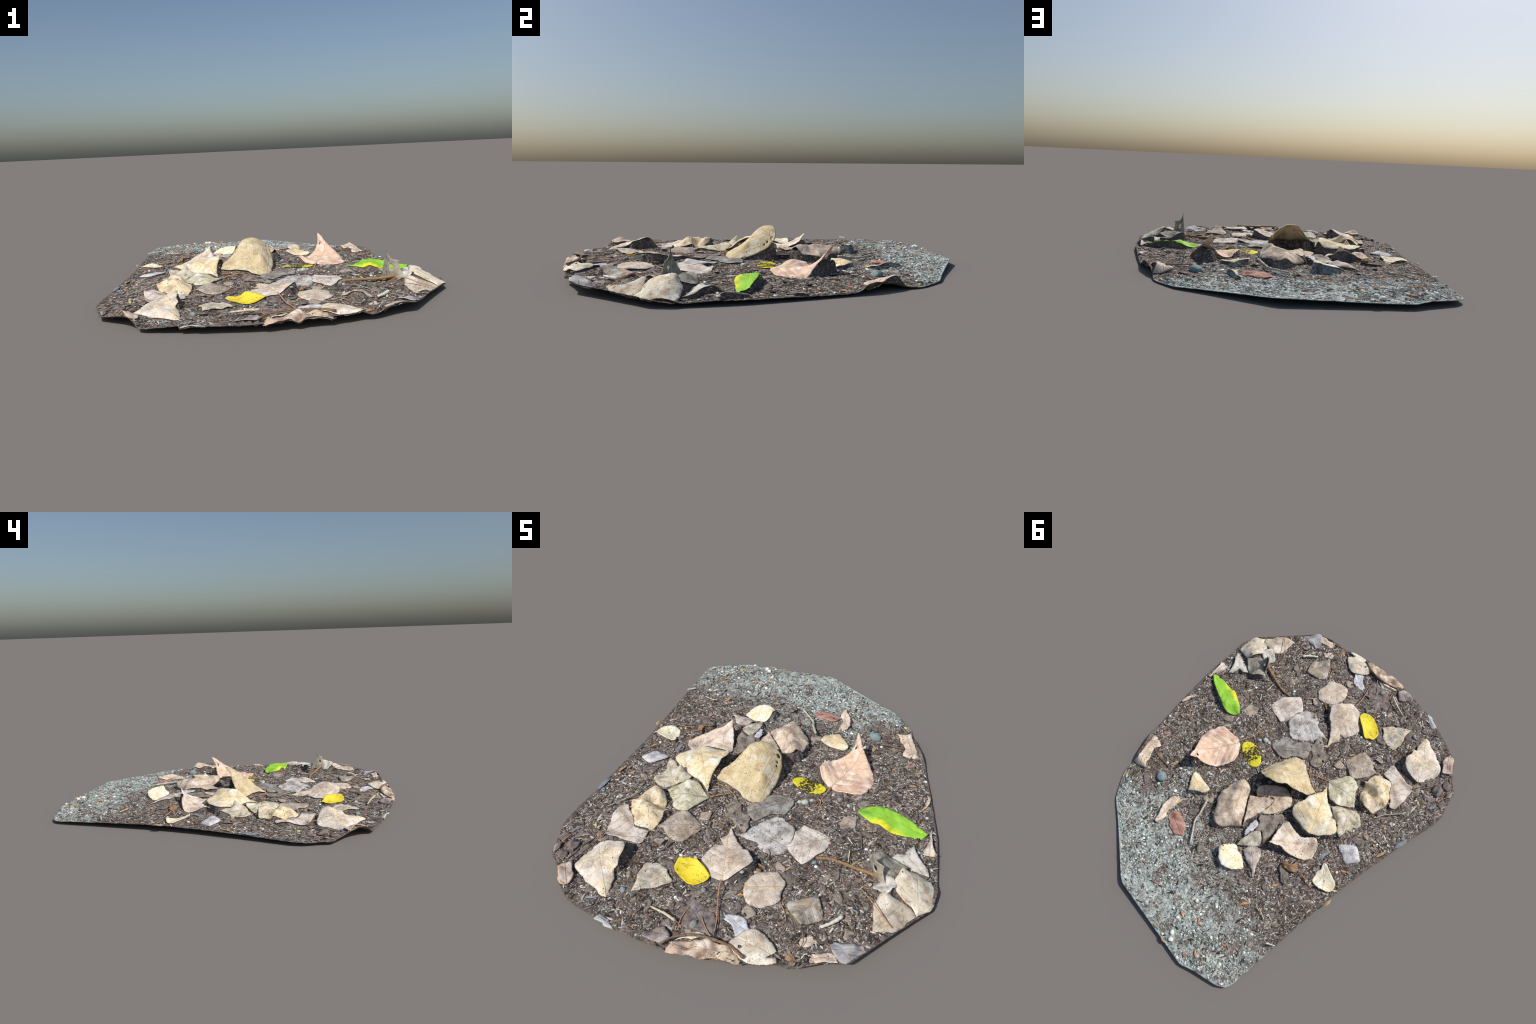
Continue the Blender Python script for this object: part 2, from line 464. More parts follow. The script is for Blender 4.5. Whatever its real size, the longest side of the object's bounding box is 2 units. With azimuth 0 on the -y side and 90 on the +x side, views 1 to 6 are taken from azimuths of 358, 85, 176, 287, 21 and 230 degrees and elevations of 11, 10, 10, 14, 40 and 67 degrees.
def leaf(kind, look, centre, heading, outline, sag=0.004, rough=0.006, tooth=0.0018, vein=0.5,
         cracks=0.3, holes=(), inner=(), hollow=False):
    """One leaf.  `outline` holds control points (along the midrib, across it, height),
    `sag` bulges the blade up or lets it hang, `rough` crumples it, `tooth` is the
    size of the marginal teeth, `inner` adds heights inside, `holes` (u, v, radius)."""
    k = len(LEAVES)
    O = np.array(outline, float)
    size = np.ptp(O[:, :2], axis=0).max()
    B = closed_curve(O, 0.0045, 0.9)
    # ragged margin
    tang = np.roll(B[:, :2], -1, 0) - np.roll(B[:, :2], 1, 0)
    nrm = np.stack([tang[:, 1], -tang[:, 0]], 1) / (np.linalg.norm(tang, axis=1)[:, None] + 1e-9)
    s = np.arange(len(B))
    teeth = np.abs(((s * 0.0045 / 0.011 + k * 0.31) % 1.0) - 0.5) * 2 - 0.5
    torn = 2.2 if kind == "leaf_fragment" else 1.0
    if tooth > 0.001:
        B[:, :2] += nrm * (0.0026 * torn * value_noise(s * 0.0045, s * 0 + k * 0.9, 0.03, 19))[:, None]
    jag = tooth * (1 + 0.4 * (torn - 1)) * (teeth * 1.1 + 1.1 * value_noise(s * 0.0045, s * 0 + k * 0.37, 0.014, 20 + k % 7))
    B[:, :2] += nrm * jag[:, None]
    B[:, 2] += 0.85 * rough * value_noise(s * 0.0045, s * 0 + k * 0.5, 0.035, 30)
    surf = Surface(np.vstack([B[:: max(1, len(B) // 70)], np.array(inner).reshape(-1, 3)]))
    step = 0.0065 if size > 0.09 else 0.005
    lo, hi = B[:, :2].min(0), B[:, :2].max(0)
    gx, gy = np.meshgrid(np.arange(lo[0], hi[0], step), np.arange(lo[1], hi[1], step * 0.87))
    gx[1::2] += step / 2
    gx, gy = gx.ravel(), gy.ravel()
    keep = inside(gx, gy, B)
    gx, gy = gx[keep], gy[keep]
    d = edge_distance(gx, gy, B)
    keep = d > step * 0.55
    for u, v, r in holes:
        keep &= np.hypot(gx - u, gy - v) > r * 1.5
    gx, gy, d = gx[keep], gy[keep], d[keep]
    ring = np.linspace(0, math.tau, 10, endpoint=False)
    for u, v, r in holes:
        wob = r * (1 + 0.2 * np.sin(2 * ring + k))
        gx, gy = np.r_[gx, u + wob * np.cos(ring)], np.r_[gy, v + wob * np.sin(ring)]
    d = edge_distance(gx, gy, B) if len(gx) else d
    z = surf(gx, gy) if len(gx) else np.zeros(0)
    dz = sag * (1 - np.exp(-d / (0.13 * size + 0.004)))
    soft = smoothstep(0, 0.02, d)
    pleat = np.cos(math.tau * 24.0 * (gx - np.abs(gy) * 0.75)) * smoothstep(0.004, 0.02, np.abs(gy))
    crumple = rough * (value_noise(gx + k, gy, 0.055, 41) + 0.3 * value_noise(gx, gy + k, 0.022, 42) + 0.13 * pleat)
    rib = np.exp(-(gy / 0.0035) ** 2) * 0.0016
    lat = np.abs(((gx - np.abs(gy) * 0.75) * 26.0) % 1.0 - 0.5)
    rib += np.exp(-(lat / 0.09) ** 2) * 0.0013
    z = z + dz + soft * (crumple - vein * 2 * rib)
    pts = [Vector((a, b)) for a, b in zip(np.r_[B[:, 0], gx], np.r_[B[:, 1], gy])]
    n = len(B)
    v2, _, tris, *_ = delaunay_2d_cdt(pts, [(i, (i + 1) % n) for i in range(n)], [], 1, 1e-6)
    v2 = np.array([tuple(p) for p in v2])
    # heights back by nearest input point
    src = np.array([tuple(p) for p in pts])
    zz = np.r_[B[:, 2], z]
    near = np.array([((src - p) ** 2).sum(1).argmin() for p in v2])
    V = np.c_[v2, zz[near]]
    F = []
    for t in tris:
        c = V[list(t)].mean(0)
        if any(math.hypot(c[0] - u, c[1] - w) < r * 0.85 for u, w, r in holes):
            continue
        F.append(tuple(t))
    a = math.radians(heading)
    world = lambda q: np.c_[centre[0] + q[:, 0] * math.cos(a) - q[:, 1] * math.sin(a),
                            centre[1] + q[:, 0] * math.sin(a) + q[:, 1] * math.cos(a), q[:, 2]]
    V[:, 2] -= 0.003                      # settled into the litter
    zc = float(V[:, 2].mean())
    V[:, 2] -= zc
    mat = look()
    ob = mesh_object(kind, V, F, mat, patch, (centre[0], centre[1], zc), a)
    m = ob.modifiers.new("thickness", "SOLIDIFY")
    m.thickness, m.offset = 0.0018, -1.0
    Wv = world(V + np.array([0, 0, zc]))
    LEAVES.append(dict(rim=world(B - np.array([0, 0, 0.003])), pts=Wv, hollow=hollow, ob=ob))
    return ob


"""The leaves, each laid where it fell."""
leaf("dry_leaf", PINK_TAN, (0.308, 0.137), 68,
     [(0.134, 0.054, 0.117), (0.112, 0.067, 0.071), (0.075, 0.09, 0.048), (0.044, 0.109, 0.046), (0.018, 0.114, 0.051), (0.02, 0.118, 0.055), (-0.06, 0.114, 0.069), (-0.099, 0.071, 0.049), (-0.132, -0.011, 0.04), (-0.122, -0.039, 0.036), (-0.081, -0.113, 0.035), (-0.06, -0.135, 0.035), (0.006, -0.139, 0.032), (0.062, -0.123, 0.024), (0.097, -0.059, 0.083), (0.13, 0.008, 0.128), (0.161, 0.056, 0.176)], sag=0.010, vein=1.0, holes=[(0.123, 0.037, 0.006)])
leaf("green_leaf", GREEN, (0.561, -0.104), 170,
     [(-0.115, -0.017, 0.054), (-0.035, -0.033, 0.071), (0.032, -0.041, 0.076), (0.031, -0.042, 0.07), (0.074, -0.047, 0.058), (0.111, -0.036, 0.046), (0.139, -0.01, 0.04), (0.146, 0.019, 0.049), (0.104, 0.043, 0.05), (0.032, 0.06, 0.051), (-0.008, 0.064, 0.047), (-0.026, 0.057, 0.033), (-0.1, 0.045, 0.027), (-0.153, 0.03, 0.033), (-0.171, 0.003, 0.04)], sag=0.001, rough=0.010, tooth=0.0005)
leaf("yellow_leaf", YELLOW_DIRTY, (0.158, 0.007), -12,
     [(0.085, 0.016, 0.04), (0.059, 0.036, 0.035), (-0.008, 0.051, 0.032), (-0.049, 0.046, 0.033), (-0.074, 0.029, 0.034), (-0.086, 0.005, 0.037), (-0.079, -0.016, 0.04), (-0.048, -0.037, 0.043), (-0.007, -0.048, 0.043), (0.022, -0.048, 0.041), (0.052, -0.038, 0.039), (0.079, -0.018, 0.041)], rough=0.002, tooth=0.0005)
leaf("yellow_leaf", YELLOW, (-0.139, -0.63), 160,
     [(0.01, -0.035, 0.066), (0.042, -0.038, 0.044), (0.062, -0.035, 0.039), (0.071, -0.016, 0.046), (0.085, -0.005, 0.05), (0.084, 0.01, 0.047), (0.071, 0.038, 0.045), (0.045, 0.053, 0.045), (-0.025, 0.062, 0.039), (-0.061, 0.052, 0.046), (-0.083, 0.029, 0.055), (-0.089, 0.007, 0.057), (-0.079, -0.015, 0.054)], sag=-0.012, rough=0.0015, tooth=0.0005)
leaf("dry_leaf", TAN_YELLOW, (-0.121, -0.021), -151,
     [(-0.113, -0.037, 0.182), (-0.081, -0.049, 0.2), (-0.043, -0.056, 0.202), (-0.02, -0.056, 0.199), (0.009, -0.041, 0.19), (0.029, -0.033, 0.171), (0.057, -0.036, 0.143), (0.092, -0.029, 0.112), (0.136, -0.023, 0.087), (0.153, -0.005, 0.075), (0.168, 0.016, 0.069), (0.139, 0.045, 0.066), (0.085, 0.113, 0.067), (0.061, 0.154, 0.057), (0.021, 0.186, 0.042), (-0.016, 0.196, 0.035), (-0.079, 0.126, 0.05), (-0.128, 0.061, 0.081), (-0.149, -0.004, 0.135)], hollow=True, sag=0.014, vein=0.8, rough=0.004, holes=[(-0.133, -0.001, 0.008), (-0.123, 0.021, 0.005), (-0.117, 0.035, 0.0045)], inner=[(-0.02, 0.028, 0.153), (-0.077, 0.051, 0.122), (-0.039, 0.048, 0.134), (-0.043, 0.094, 0.107), (0.011, 0.074, 0.088), (0.018, -0.006, 0.165)])
leaf("dry_leaf", BROWN_CREAM, (-0.05, 0.269), 125,
     [(-0.13, -0.052, 0.079), (-0.095, -0.087, 0.069), (-0.094, -0.081, 0.066), (-0.057, -0.115, 0.062), (-0.008, -0.121, 0.062), (0.019, -0.111, 0.067), (0.081, -0.114, 0.071), (0.069, -0.119, 0.062), (0.126, -0.089, 0.08), (0.137, -0.044, 0.058), (0.118, -0.002, 0.05), (0.106, 0.047, 0.05), (0.095, 0.055, 0.052), (-0.025, 0.049, 0.057), (-0.078, 0.039, 0.06), (-0.112, 0.044, 0.073), (-0.131, 0.031, 0.088), (-0.148, 0.006, 0.1), (-0.141, -0.016, 0.112)], sag=0.054, rough=0.007)
leaf("dry_leaf", BROWN_CREAM, (-0.123, 0.189), 94,
     [(0.127, 0.028, 0.075), (0.097, 0.02, 0.075), (0.049, 0.036, 0.075), (-0.051, 0.044, 0.075), (-0.088, 0.042, 0.075), (-0.094, 0.029, 0.075), (-0.073, -0.005, 0.075), (-0.037, -0.042, 0.075), (-0.015, -0.074, 0.075)], rough=0.006)
leaf("dry_leaf", BROWN_CREAM, (-0.144, 0.073), -148,
     [(-0.1, -0.021, 0.052), (-0.014, -0.006, 0.052), (-0.004, -0.022, 0.052), (-0.018, -0.06, 0.052), (-0.047, -0.103, 0.052), (-0.027, -0.11, 0.052), (0.02, -0.09, 0.052), (0.066, -0.055, 0.052), (0.094, -0.017, 0.052), (0.092, 0.021, 0.052), (0.078, 0.044, 0.052), (0.03, 0.077, 0.052), (-0.062, 0.064, 0.052), (-0.1, 0.044, 0.052), (-0.118, 0.016, 0.052)], rough=0.005)
leaf("dry_leaf", CREAM, (-0.371, -0.036), -59,
     [(0.155, 0.013, 0.058), (0.12, 0.035, 0.09), (0.081, 0.073, 0.116), (0.045, 0.092, 0.12), (0.016, 0.125, 0.115), (-0.019, 0.137, 0.108), (-0.04, 0.127, 0.087), (-0.066, 0.1, 0.083), (-0.111, 0.023, 0.081), (-0.116, -0.001, 0.08), (-0.104, -0.058, 0.079), (-0.084, -0.099, 0.079), (-0.061, -0.126, 0.081), (-0.025, -0.122, 0.077), (0.057, -0.069, 0.053), (0.096, -0.036, 0.056), (0.14, -0.015, 0.058), (0.184, 0.001, 0.046)], sag=0.021, rough=0.005, vein=0.6)
leaf("dry_leaf", PALE_TAN, (-0.408, 0.159), 50,
     [(0.08, 0.026, 0.1), (0.018, 0.066, 0.063), (-0.019, 0.08, 0.049), (-0.061, 0.086, 0.04), (-0.094, 0.079, 0.041), (-0.118, 0.047, 0.05), (-0.126, 0.016, 0.062), (-0.118, -0.025, 0.066), (-0.035, -0.038, 0.058), (0.024, -0.114, 0.06), (0.041, -0.128, 0.05), (0.062, -0.109, 0.047), (0.114, -0.024, 0.086), (0.129, 0.015, 0.127)], sag=-0.005)
leaf("dry_leaf", BRIGHT_CREAM, (-0.254, 0.471), 176,
     [(-0.037, -0.053, 0.078), (-0.009, -0.062, 0.074), (0.015, -0.061, 0.07), (0.046, -0.043, 0.064), (0.067, -0.024, 0.053), (0.08, 0.006, 0.042), (0.08, 0.028, 0.039), (0.018, 0.056, 0.038), (-0.011, 0.051, 0.041), (-0.033, 0.061, 0.047), (-0.054, 0.055, 0.052), (-0.062, 0.027, 0.062), (-0.072, 0.007, 0.09), (-0.078, -0.02, 0.083)], sag=0.008, rough=0.003, holes=[(-0.068, -0.001, 0.005)])
leaf("leaf_fragment", GREY_GREEN, (-0.249, 0.326), 73,
     [(-0.012, 0.049, 0.054), (-0.039, 0.035, 0.054), (-0.057, 0.006, 0.054), (-0.064, -0.028, 0.057), (-0.025, -0.042, 0.06), (0.044, -0.026, 0.053), (0.086, -0.009, 0.053)])
leaf("leaf_fragment", PINK_GREY, (-0.329, 0.38), 147,
     [(-0.025, -0.046, 0.049), (0.061, -0.017, 0.046), (0.101, -0.01, 0.041), (0.011, 0.037, 0.059), (-0.037, 0.05, 0.061), (-0.051, 0.027, 0.06), (-0.055, -0.014, 0.058), (-0.05, -0.048, 0.053)])
leaf("leaf_fragment", BLUE_GREY, (-0.198, 0.285), 100,
     [(0.013, 0.016, 0.058), (-0.016, 0.018, 0.061), (-0.047, 0.01, 0.067), (-0.048, -0.011, 0.068), (-0.012, -0.018, 0.065), (0.035, -0.015, 0.059), (0.059, 0.001, 0.055)])
leaf("leaf_fragment", GREY_BROWN, (-0.24, 0.202), 107,
     [(0.011, -0.054, 0.056), (0.066, -0.042, 0.056), (0.049, -0.01, 0.056), (0.104, 0.031, 0.056), (0.032, 0.047, 0.056), (-0.022, 0.041, 0.056), (-0.079, 0.048, 0.056), (-0.09, 0.025, 0.056), (-0.049, -0.029, 0.056), (-0.026, -0.07, 0.056)], rough=0.006)
leaf("dry_leaf", PALE_GREEN, (-0.352, -0.251), -166,
     [(-0.083, -0.025, 0.038), (-0.06, -0.063, 0.047), (-0.031, -0.087, 0.061), (0.012, -0.09, 0.062), (0.034, -0.084, 0.054), (0.103, -0.038, 0.037), (0.061, 0.035, 0.042), (0.053, 0.07, 0.044), (0.032, 0.089, 0.044), (0.003, 0.1, 0.047), (-0.022, 0.098, 0.051), (-0.079, 0.029, 0.046), (-0.107, 0.002, 0.041)], sag=0.014, vein=0.8)
leaf("dry_leaf", CREAM_YELLOW, (-0.476, -0.383), 119,
     [(-0.027, -0.071, 0.055), (-0.007, -0.076, 0.038), (0.039, -0.08, 0.05), (0.077, -0.07, 0.07), (0.106, -0.037, 0.092), (0.12, 0.018, 0.053), (0.089, 0.042, 0.042), (0.07, 0.067, 0.043), (0.051, 0.074, 0.066), (0.005, 0.082, 0.042), (-0.023, 0.074, 0.037), (-0.097, 0.062, 0.05), (-0.109, 0.015, 0.037), (-0.126, -0.009, 0.035), (-0.112, -0.028, 0.038), (-0.077, -0.055, 0.047), (-0.045, -0.069, 0.061), (-0.042, -0.083, 0.067)], sag=0.010, rough=0.009, inner=[(0.021, -0.017, 0.042), (-0.008, -0.01, 0.088), (0.052, 0.027, 0.08), (-0.034, 0.041, 0.075), (0.055, -0.052, 0.082)])
leaf("dry_leaf", PINK_GREY_PALE, (-0.519, -0.56), 7,
     [(0.05, 0.054, 0.045), (0.03, 0.07, 0.038), (0.01, 0.109, 0.041), (-0.023, 0.145, 0.05), (-0.043, 0.175, 0.047), (-0.073, 0.169, 0.043), (-0.079, 0.106, 0.053), (-0.074, 0.041, 0.039), (-0.064, -0.004, 0.035), (-0.02, -0.007, 0.035), (0.068, -0.03, 0.04), (0.098, -0.032, 0.044), (0.108, -0.017, 0.042), (0.105, 0.007, 0.041), (0.109, 0.046, 0.046)], sag=0.002, rough=0.005, cracks=1.0)
leaf("dry_leaf", GREY_BROWN_LIGHT, (-0.298, -0.431), -157,
     [(-0.055, -0.057, 0.046), (-0.029, -0.082, 0.049), (0.007, -0.086, 0.047), (0.036, -0.067, 0.045), (0.077, -0.028, 0.042), (0.102, -0.001, 0.048), (0.075, 0.014, 0.053), (0.051, 0.05, 0.042), (0.02, 0.079, 0.038), (-0.016, 0.092, 0.041), (-0.055, 0.05, 0.038), (-0.089, 0.002, 0.038)], sag=0.006)
leaf("leaf_fragment", GREY, (0.037, -0.193), -139,
     [(-0.081, -0.044, 0.046), (-0.05, -0.064, 0.046), (-0.014, -0.067, 0.046), (0.019, -0.047, 0.046), (0.082, -0.05, 0.046), (0.105, -0.021, 0.046), (0.111, 0.014, 0.046), (0.088, 0.055, 0.046), (0.027, 0.044, 0.046), (-0.037, 0.071, 0.046), (-0.07, 0.052, 0.046), (-0.116, 0.004, 0.046)], rough=0.006)
leaf("leaf_fragment", GREY_BROWN, (-0.082, -0.293), 135,
     [(-0.006, -0.04, 0.046), (0.027, -0.029, 0.046), (0.058, -0.046, 0.046), (0.085, -0.028, 0.046), (0.087, 0.003, 0.046), (0.076, 0.02, 0.046), (0.041, 0.03, 0.046), (0.054, 0.044, 0.046), (0.024, 0.053, 0.046), (-0.018, 0.035, 0.046), (-0.072, 0.026, 0.046), (-0.106, 0.015, 0.046), (-0.072, -0.023, 0.046), (-0.04, -0.043, 0.046)], rough=0.006, holes=[(-0.066, 0.009, 0.008), (0.019, 0.002, 0.008)])
leaf("dry_leaf", SILVER, (0.09, -0.367), 161,
     [(0.006, -0.122, 0.044), (0.048, -0.118, 0.039), (0.092, -0.033, 0.033), (0.1, 0.002, 0.035), (0.092, 0.029, 0.041), (0.098, 0.046, 0.041), (0.121, 0.071, 0.037), (0.065, 0.065, 0.036), (-0.049, 0.071, 0.033), (-0.08, 0.063, 0.033), (-0.1, 0.031, 0.035), (-0.099, -0.014, 0.044), (-0.083, -0.069, 0.053), (-0.058, -0.103, 0.052)], sag=0.005, rough=0.004, cracks=0.7)
leaf("dry_leaf", PINK_GREY_PALE, (0.261, -0.344), -142,
     [(-0.074, -0.044, 0.041), (-0.019, -0.099, 0.043), (0.007, -0.09, 0.041), (0.031, -0.092, 0.042), (0.038, -0.065, 0.049), (0.063, -0.029, 0.052), (0.098, -0.003, 0.047), (0.084, 0.051, 0.042), (0.066, 0.093, 0.037), (0.019, 0.086, 0.039), (-0.007, 0.076, 0.046), (-0.039, 0.07, 0.045), (-0.075, 0.039, 0.036), (-0.107, 0.005, 0.034)], sag=0.004, rough=0.005)
leaf("dry_leaf", PALE_TAN_GREY, (0.164, -0.623), -159,
     [(-0.05, -0.077, 0.041), (-0.011, -0.08, 0.042), (0.022, -0.074, 0.042), (0.046, -0.06, 0.043), (0.074, -0.028, 0.047), (0.08, 0.012, 0.047), (0.069, 0.065, 0.042), (0.036, 0.09, 0.037), (-0.027, 0.079, 0.041), (-0.061, 0.062, 0.042), (-0.062, 0.034, 0.04), (-0.081, -0.009, 0.042), (-0.078, -0.045, 0.042)], sag=0.010, rough=0.003)
leaf("dry_leaf", PALE_TAN_GREY, (-0.035, -0.542), 107,
     [(0.033, -0.088, 0.071), (0.052, -0.069, 0.058), (0.119, -0.027, 0.053), (0.196, -0.004, 0.038), (0.161, 0.001, 0.035), (0.143, 0.011, 0.035), (0.12, 0.039, 0.039), (0.072, 0.012, 0.047), (0.082, 0.05, 0.045), (0.033, 0.084, 0.043), (-0.015, 0.1, 0.041), (-0.06, 0.066, 0.041), (-0.09, 0.053, 0.048), (-0.109, 0.034, 0.057), (-0.126, 0.002, 0.065), (-0.123, -0.025, 0.075), (-0.103, -0.051, 0.084), (-0.06, -0.105, 0.092), (-0.036, -0.117, 0.088)], sag=0.010, vein=1.0, rough=0.003)
leaf("dry_leaf", GREY_TAN, (0.351, -0.674), -107,
     [(-0.03, -0.064, 0.039), (-0.006, -0.08, 0.04), (0.016, -0.076, 0.044), (0.043, -0.048, 0.056), (0.065, -0.017, 0.076), (0.077, 0.024, 0.083), (0.058, 0.035, 0.062), (0.029, 0.049, 0.046), (-0.019, 0.068, 0.03), (-0.045, 0.04, 0.041), (-0.079, 0.003, 0.045)], sag=0.010)
leaf("dry_leaf", CREAM_GREY, (0.724, -0.453), 103,
     [(0.065, -0.058, 0.037), (0.082, -0.011, 0.05), (0.088, 0.032, 0.067), (0.068, 0.054, 0.101), (0.017, 0.085, 0.087), (-0.038, 0.078, 0.075), (-0.072, 0.025, 0.048), (-0.106, 0.004, 0.033), (-0.069, -0.054, 0.036), (-0.011, -0.077, 0.027), (0.033, -0.086, 0.018)], sag=0.021, rough=0.004, holes=[(0.088, 0.036, 0.008), (0.047, 0.055, 0.004)])
leaf("dry_leaf", TAN_GREY, (0.652, -0.587), 63,
     [(0.08, -0.034, 0.043), (0.063, 0.031, 0.063), (0.045, 0.063, 0.078), (0.033, 0.076, 0.067), (-0.022, 0.068, 0.049), (-0.066, 0.03, 0.039), (-0.105, 0.007, 0.042), (-0.078, -0.028, 0.046), (-0.048, -0.05, 0.038), (0.068, -0.071, 0.034)], sag=0.013, rough=0.005)
leaf("dry_leaf", GREY_PALE, (0.686, -0.309), 140,
     [(0.055, -0.029, 0.047), (0.04, -0.001, 0.055), (0.06, 0.023, 0.052), (0.057, 0.054, 0.045), (0.009, 0.049, 0.039), (-0.091, -0.013, 0.033), (-0.073, -0.029, 0.041), (-0.011, -0.032, 0.058), (0.034, -0.044, 0.058), (0.065, -0.072, 0.044)], sag=0.008)
leaf("dry_leaf", GREY_OLIVE, (0.597, -0.379), 136,
     [(0.001, -0.058, 0.056), (0.042, -0.052, 0.052), (0.065, -0.025, 0.069), (0.069, 0.014, 0.085), (0.068, 0.042, 0.08), (-0.002, 0.059, 0.068), (-0.043, 0.06, 0.081), (-0.072, 0.028, 0.076), (-0.052, -0.027, 0.074), (-0.046, -0.07, 0.069)], rough=0.007, inner=[(0.025, 0.0, 0.084)])
leaf("dry_leaf", COOL_GREY, (0.537, -0.781), -156,
     [(-0.063, -0.018, 0.037), (0.004, -0.053, 0.025), (0.02, -0.059, 0.026), (0.001, -0.038, 0.037), (-0.022, -0.025, 0.046), (0.018, -0.031, 0.046), (0.042, -0.044, 0.038), (0.059, -0.035, 0.038), (0.06, -0.007, 0.052), (0.047, 0.043, 0.063), (0.021, 0.052, 0.058), (-0.031, 0.027, 0.046), (-0.095, -0.008, 0.04)], sag=0.004)
leaf("dry_leaf", PALE_TAN, (0.459, -0.842), -163,
     [(-0.042, -0.018, 0.049), (-0.022, -0.023, 0.05), (0.005, -0.019, 0.046), (0.037, -0.023, 0.035), (0.046, -0.009, 0.03), (0.063, 0.008, 0.031), (0.014, 0.021, 0.047), (-0.021, 0.021, 0.053), (-0.054, 0.018, 0.051)], rough=0.005)
leaf("dry_leaf", CREAM_GREY, (0.216, -0.882), 174,
     [(-0.052, -0.047, 0.049), (-0.005, -0.063, 0.053), (0.04, -0.061, 0.054), (0.082, -0.003, 0.047), (0.087, 0.031, 0.05), (0.066, 0.043, 0.057), (0.022, 0.058, 0.055), (-0.01, 0.059, 0.049), (-0.067, 0.042, 0.046), (-0.101, 0.018, 0.049), (-0.091, 0.006, 0.058), (-0.059, 0.017, 0.055), (-0.082, -0.022, 0.05)], sag=0.006, holes=[(0.04, 0.021, 0.007)])
leaf("leaf_fragment", BLUE_GREY, (0.119, -0.805), 154,
     [(0.006, -0.035, 0.04), (0.039, -0.024, 0.035), (0.062, 0.003, 0.036), (0.064, 0.029, 0.038), (0.035, 0.02, 0.04), (0.001, 0.02, 0.04), (-0.039, 0.037, 0.042), (-0.05, 0.02, 0.047), (-0.059, -0.017, 0.048)])
leaf("dry_leaf", MOTTLED_BROWN, (0.052, -0.951), -171,
     [(-0.124, -0.007, 0.05), (-0.078, -0.028, 0.054), (-0.022, -0.038, 0.055), (0.036, -0.036, 0.054), (0.078, -0.028, 0.05), (0.113, -0.012, 0.047), (0.14, 0.014, 0.046), (0.124, 0.029, 0.045), (0.069, 0.032, 0.043), (-0.057, 0.026, 0.04), (-0.113, 0.027, 0.041), (-0.151, 0.02, 0.045)], sag=0.006, rough=0.016)
leaf("leaf_fragment", CREAM_GREY, (-0.016, -0.911), -155,
     [(-0.036, -0.013, 0.048), (0.029, -0.018, 0.034), (0.052, 0, 0.034), (0.064, 0.018, 0.038), (0.035, 0.011, 0.046), (-0.065, 0.018, 0.053)])
leaf("leaf_fragment", PURPLE_GREY, (-0.132, -0.949), -175,
     [(-0.017, -0.04, 0.048), (0.009, -0.033, 0.046), (0.028, -0.012, 0.043), (0.058, -0.011, 0.042), (0.045, 0.022, 0.051), (0.016, 0.026, 0.056), (-0.028, 0.035, 0.054), (-0.051, -0.002, 0.053)])
leaf("leaf_fragment", DARK_GREY_BROWN, (-0.029, -0.83), 145,
     [(0.101, -0.033, 0.035), (0.07, 0.051, 0.035), (0.021, 0.066, 0.041), (-0.015, 0.053, 0.044), (-0.056, 0.031, 0.042), (-0.126, 0.003, 0.038), (-0.033, -0.061, 0.037)], rough=0.006)
leaf("dry_leaf", GREY_TAN_LIGHT, (-0.262, -0.728), -120,
     [(-0.058, 0.008, 0.039), (-0.072, -0.023, 0.04), (-0.047, -0.088, 0.036), (-0.028, -0.105, 0.034), (0.001, -0.1, 0.034), (0.039, -0.069, 0.041), (0.058, -0.041, 0.05), (0.105, -0.005, 0.055), (0.018, 0.034, 0.042), (-0.025, 0.047, 0.038), (-0.055, 0.046, 0.038)], sag=0.004)
leaf("dry_leaf", WHITE_TAN, (-0.509, -0.728), -51,
     [(0.089, 0.045, 0.05), (0.061, 0.049, 0.06), (0.056, 0.067, 0.073), (0.02, 0.081, 0.084), (0.005, 0.099, 0.092), (-0.021, 0.11, 0.097), (-0.056, 0.1, 0.082), (-0.087, 0.077, 0.064), (-0.112, 0.044, 0.048), (-0.126, 0.009, 0.037), (-0.117, -0.022, 0.031), (-0.064, -0.101, 0.025), (-0.025, -0.105, 0.044), (0.064, -0.068, 0.037), (0.151, -0.018, 0.031), (0.184, -0.004, 0.027)], sag=0.018, rough=0.004)
leaf("dry_leaf", ORANGE_TAN, (-0.615, -0.819), 127,
     [(0.012, -0.027, 0.051), (0.051, -0.028, 0.05), (0.053, 0.003, 0.05), (0.047, 0.035, 0.05), (0.013, 0.023, 0.071), (-0.046, 0.027, 0.062), (-0.064, 0.01, 0.052), (-0.05, -0.015, 0.051), (-0.02, -0.033, 0.053)], sag=0.004)
leaf("leaf_fragment", COOL_PALE, (-0.351, -0.955), 163,
     [(-0, -0.017, 0.03), (0.037, -0.013, 0.03), (0.047, 0.014, 0.033), (0.011, 0.013, 0.038), (-0.033, 0.01, 0.041), (-0.062, 0.003, 0.039)])
leaf("leaf_fragment", DARK_GREY_BROWN, (-0.683, -0.672), 105,
     [(0.03, -0.002, 0.026), (0.031, 0.023, 0.029), (-0.014, 0.028, 0.04), (-0.026, 0.01, 0.046), (-0.043, -0.009, 0.043), (-0.012, -0.024, 0.035), (0.026, -0.025, 0.029)], rough=0.012, sag=0.018)
leaf("leaf_fragment", PURPLE_GREY, (-0.679, -0.602), -162,
     [(-0.001, -0.022, 0.022), (0.025, -0.016, 0.022), (0.046, 0.018, 0.026), (0.008, 0.012, 0.033), (-0.035, 0.011, 0.034), (-0.057, 0.008, 0.029)])
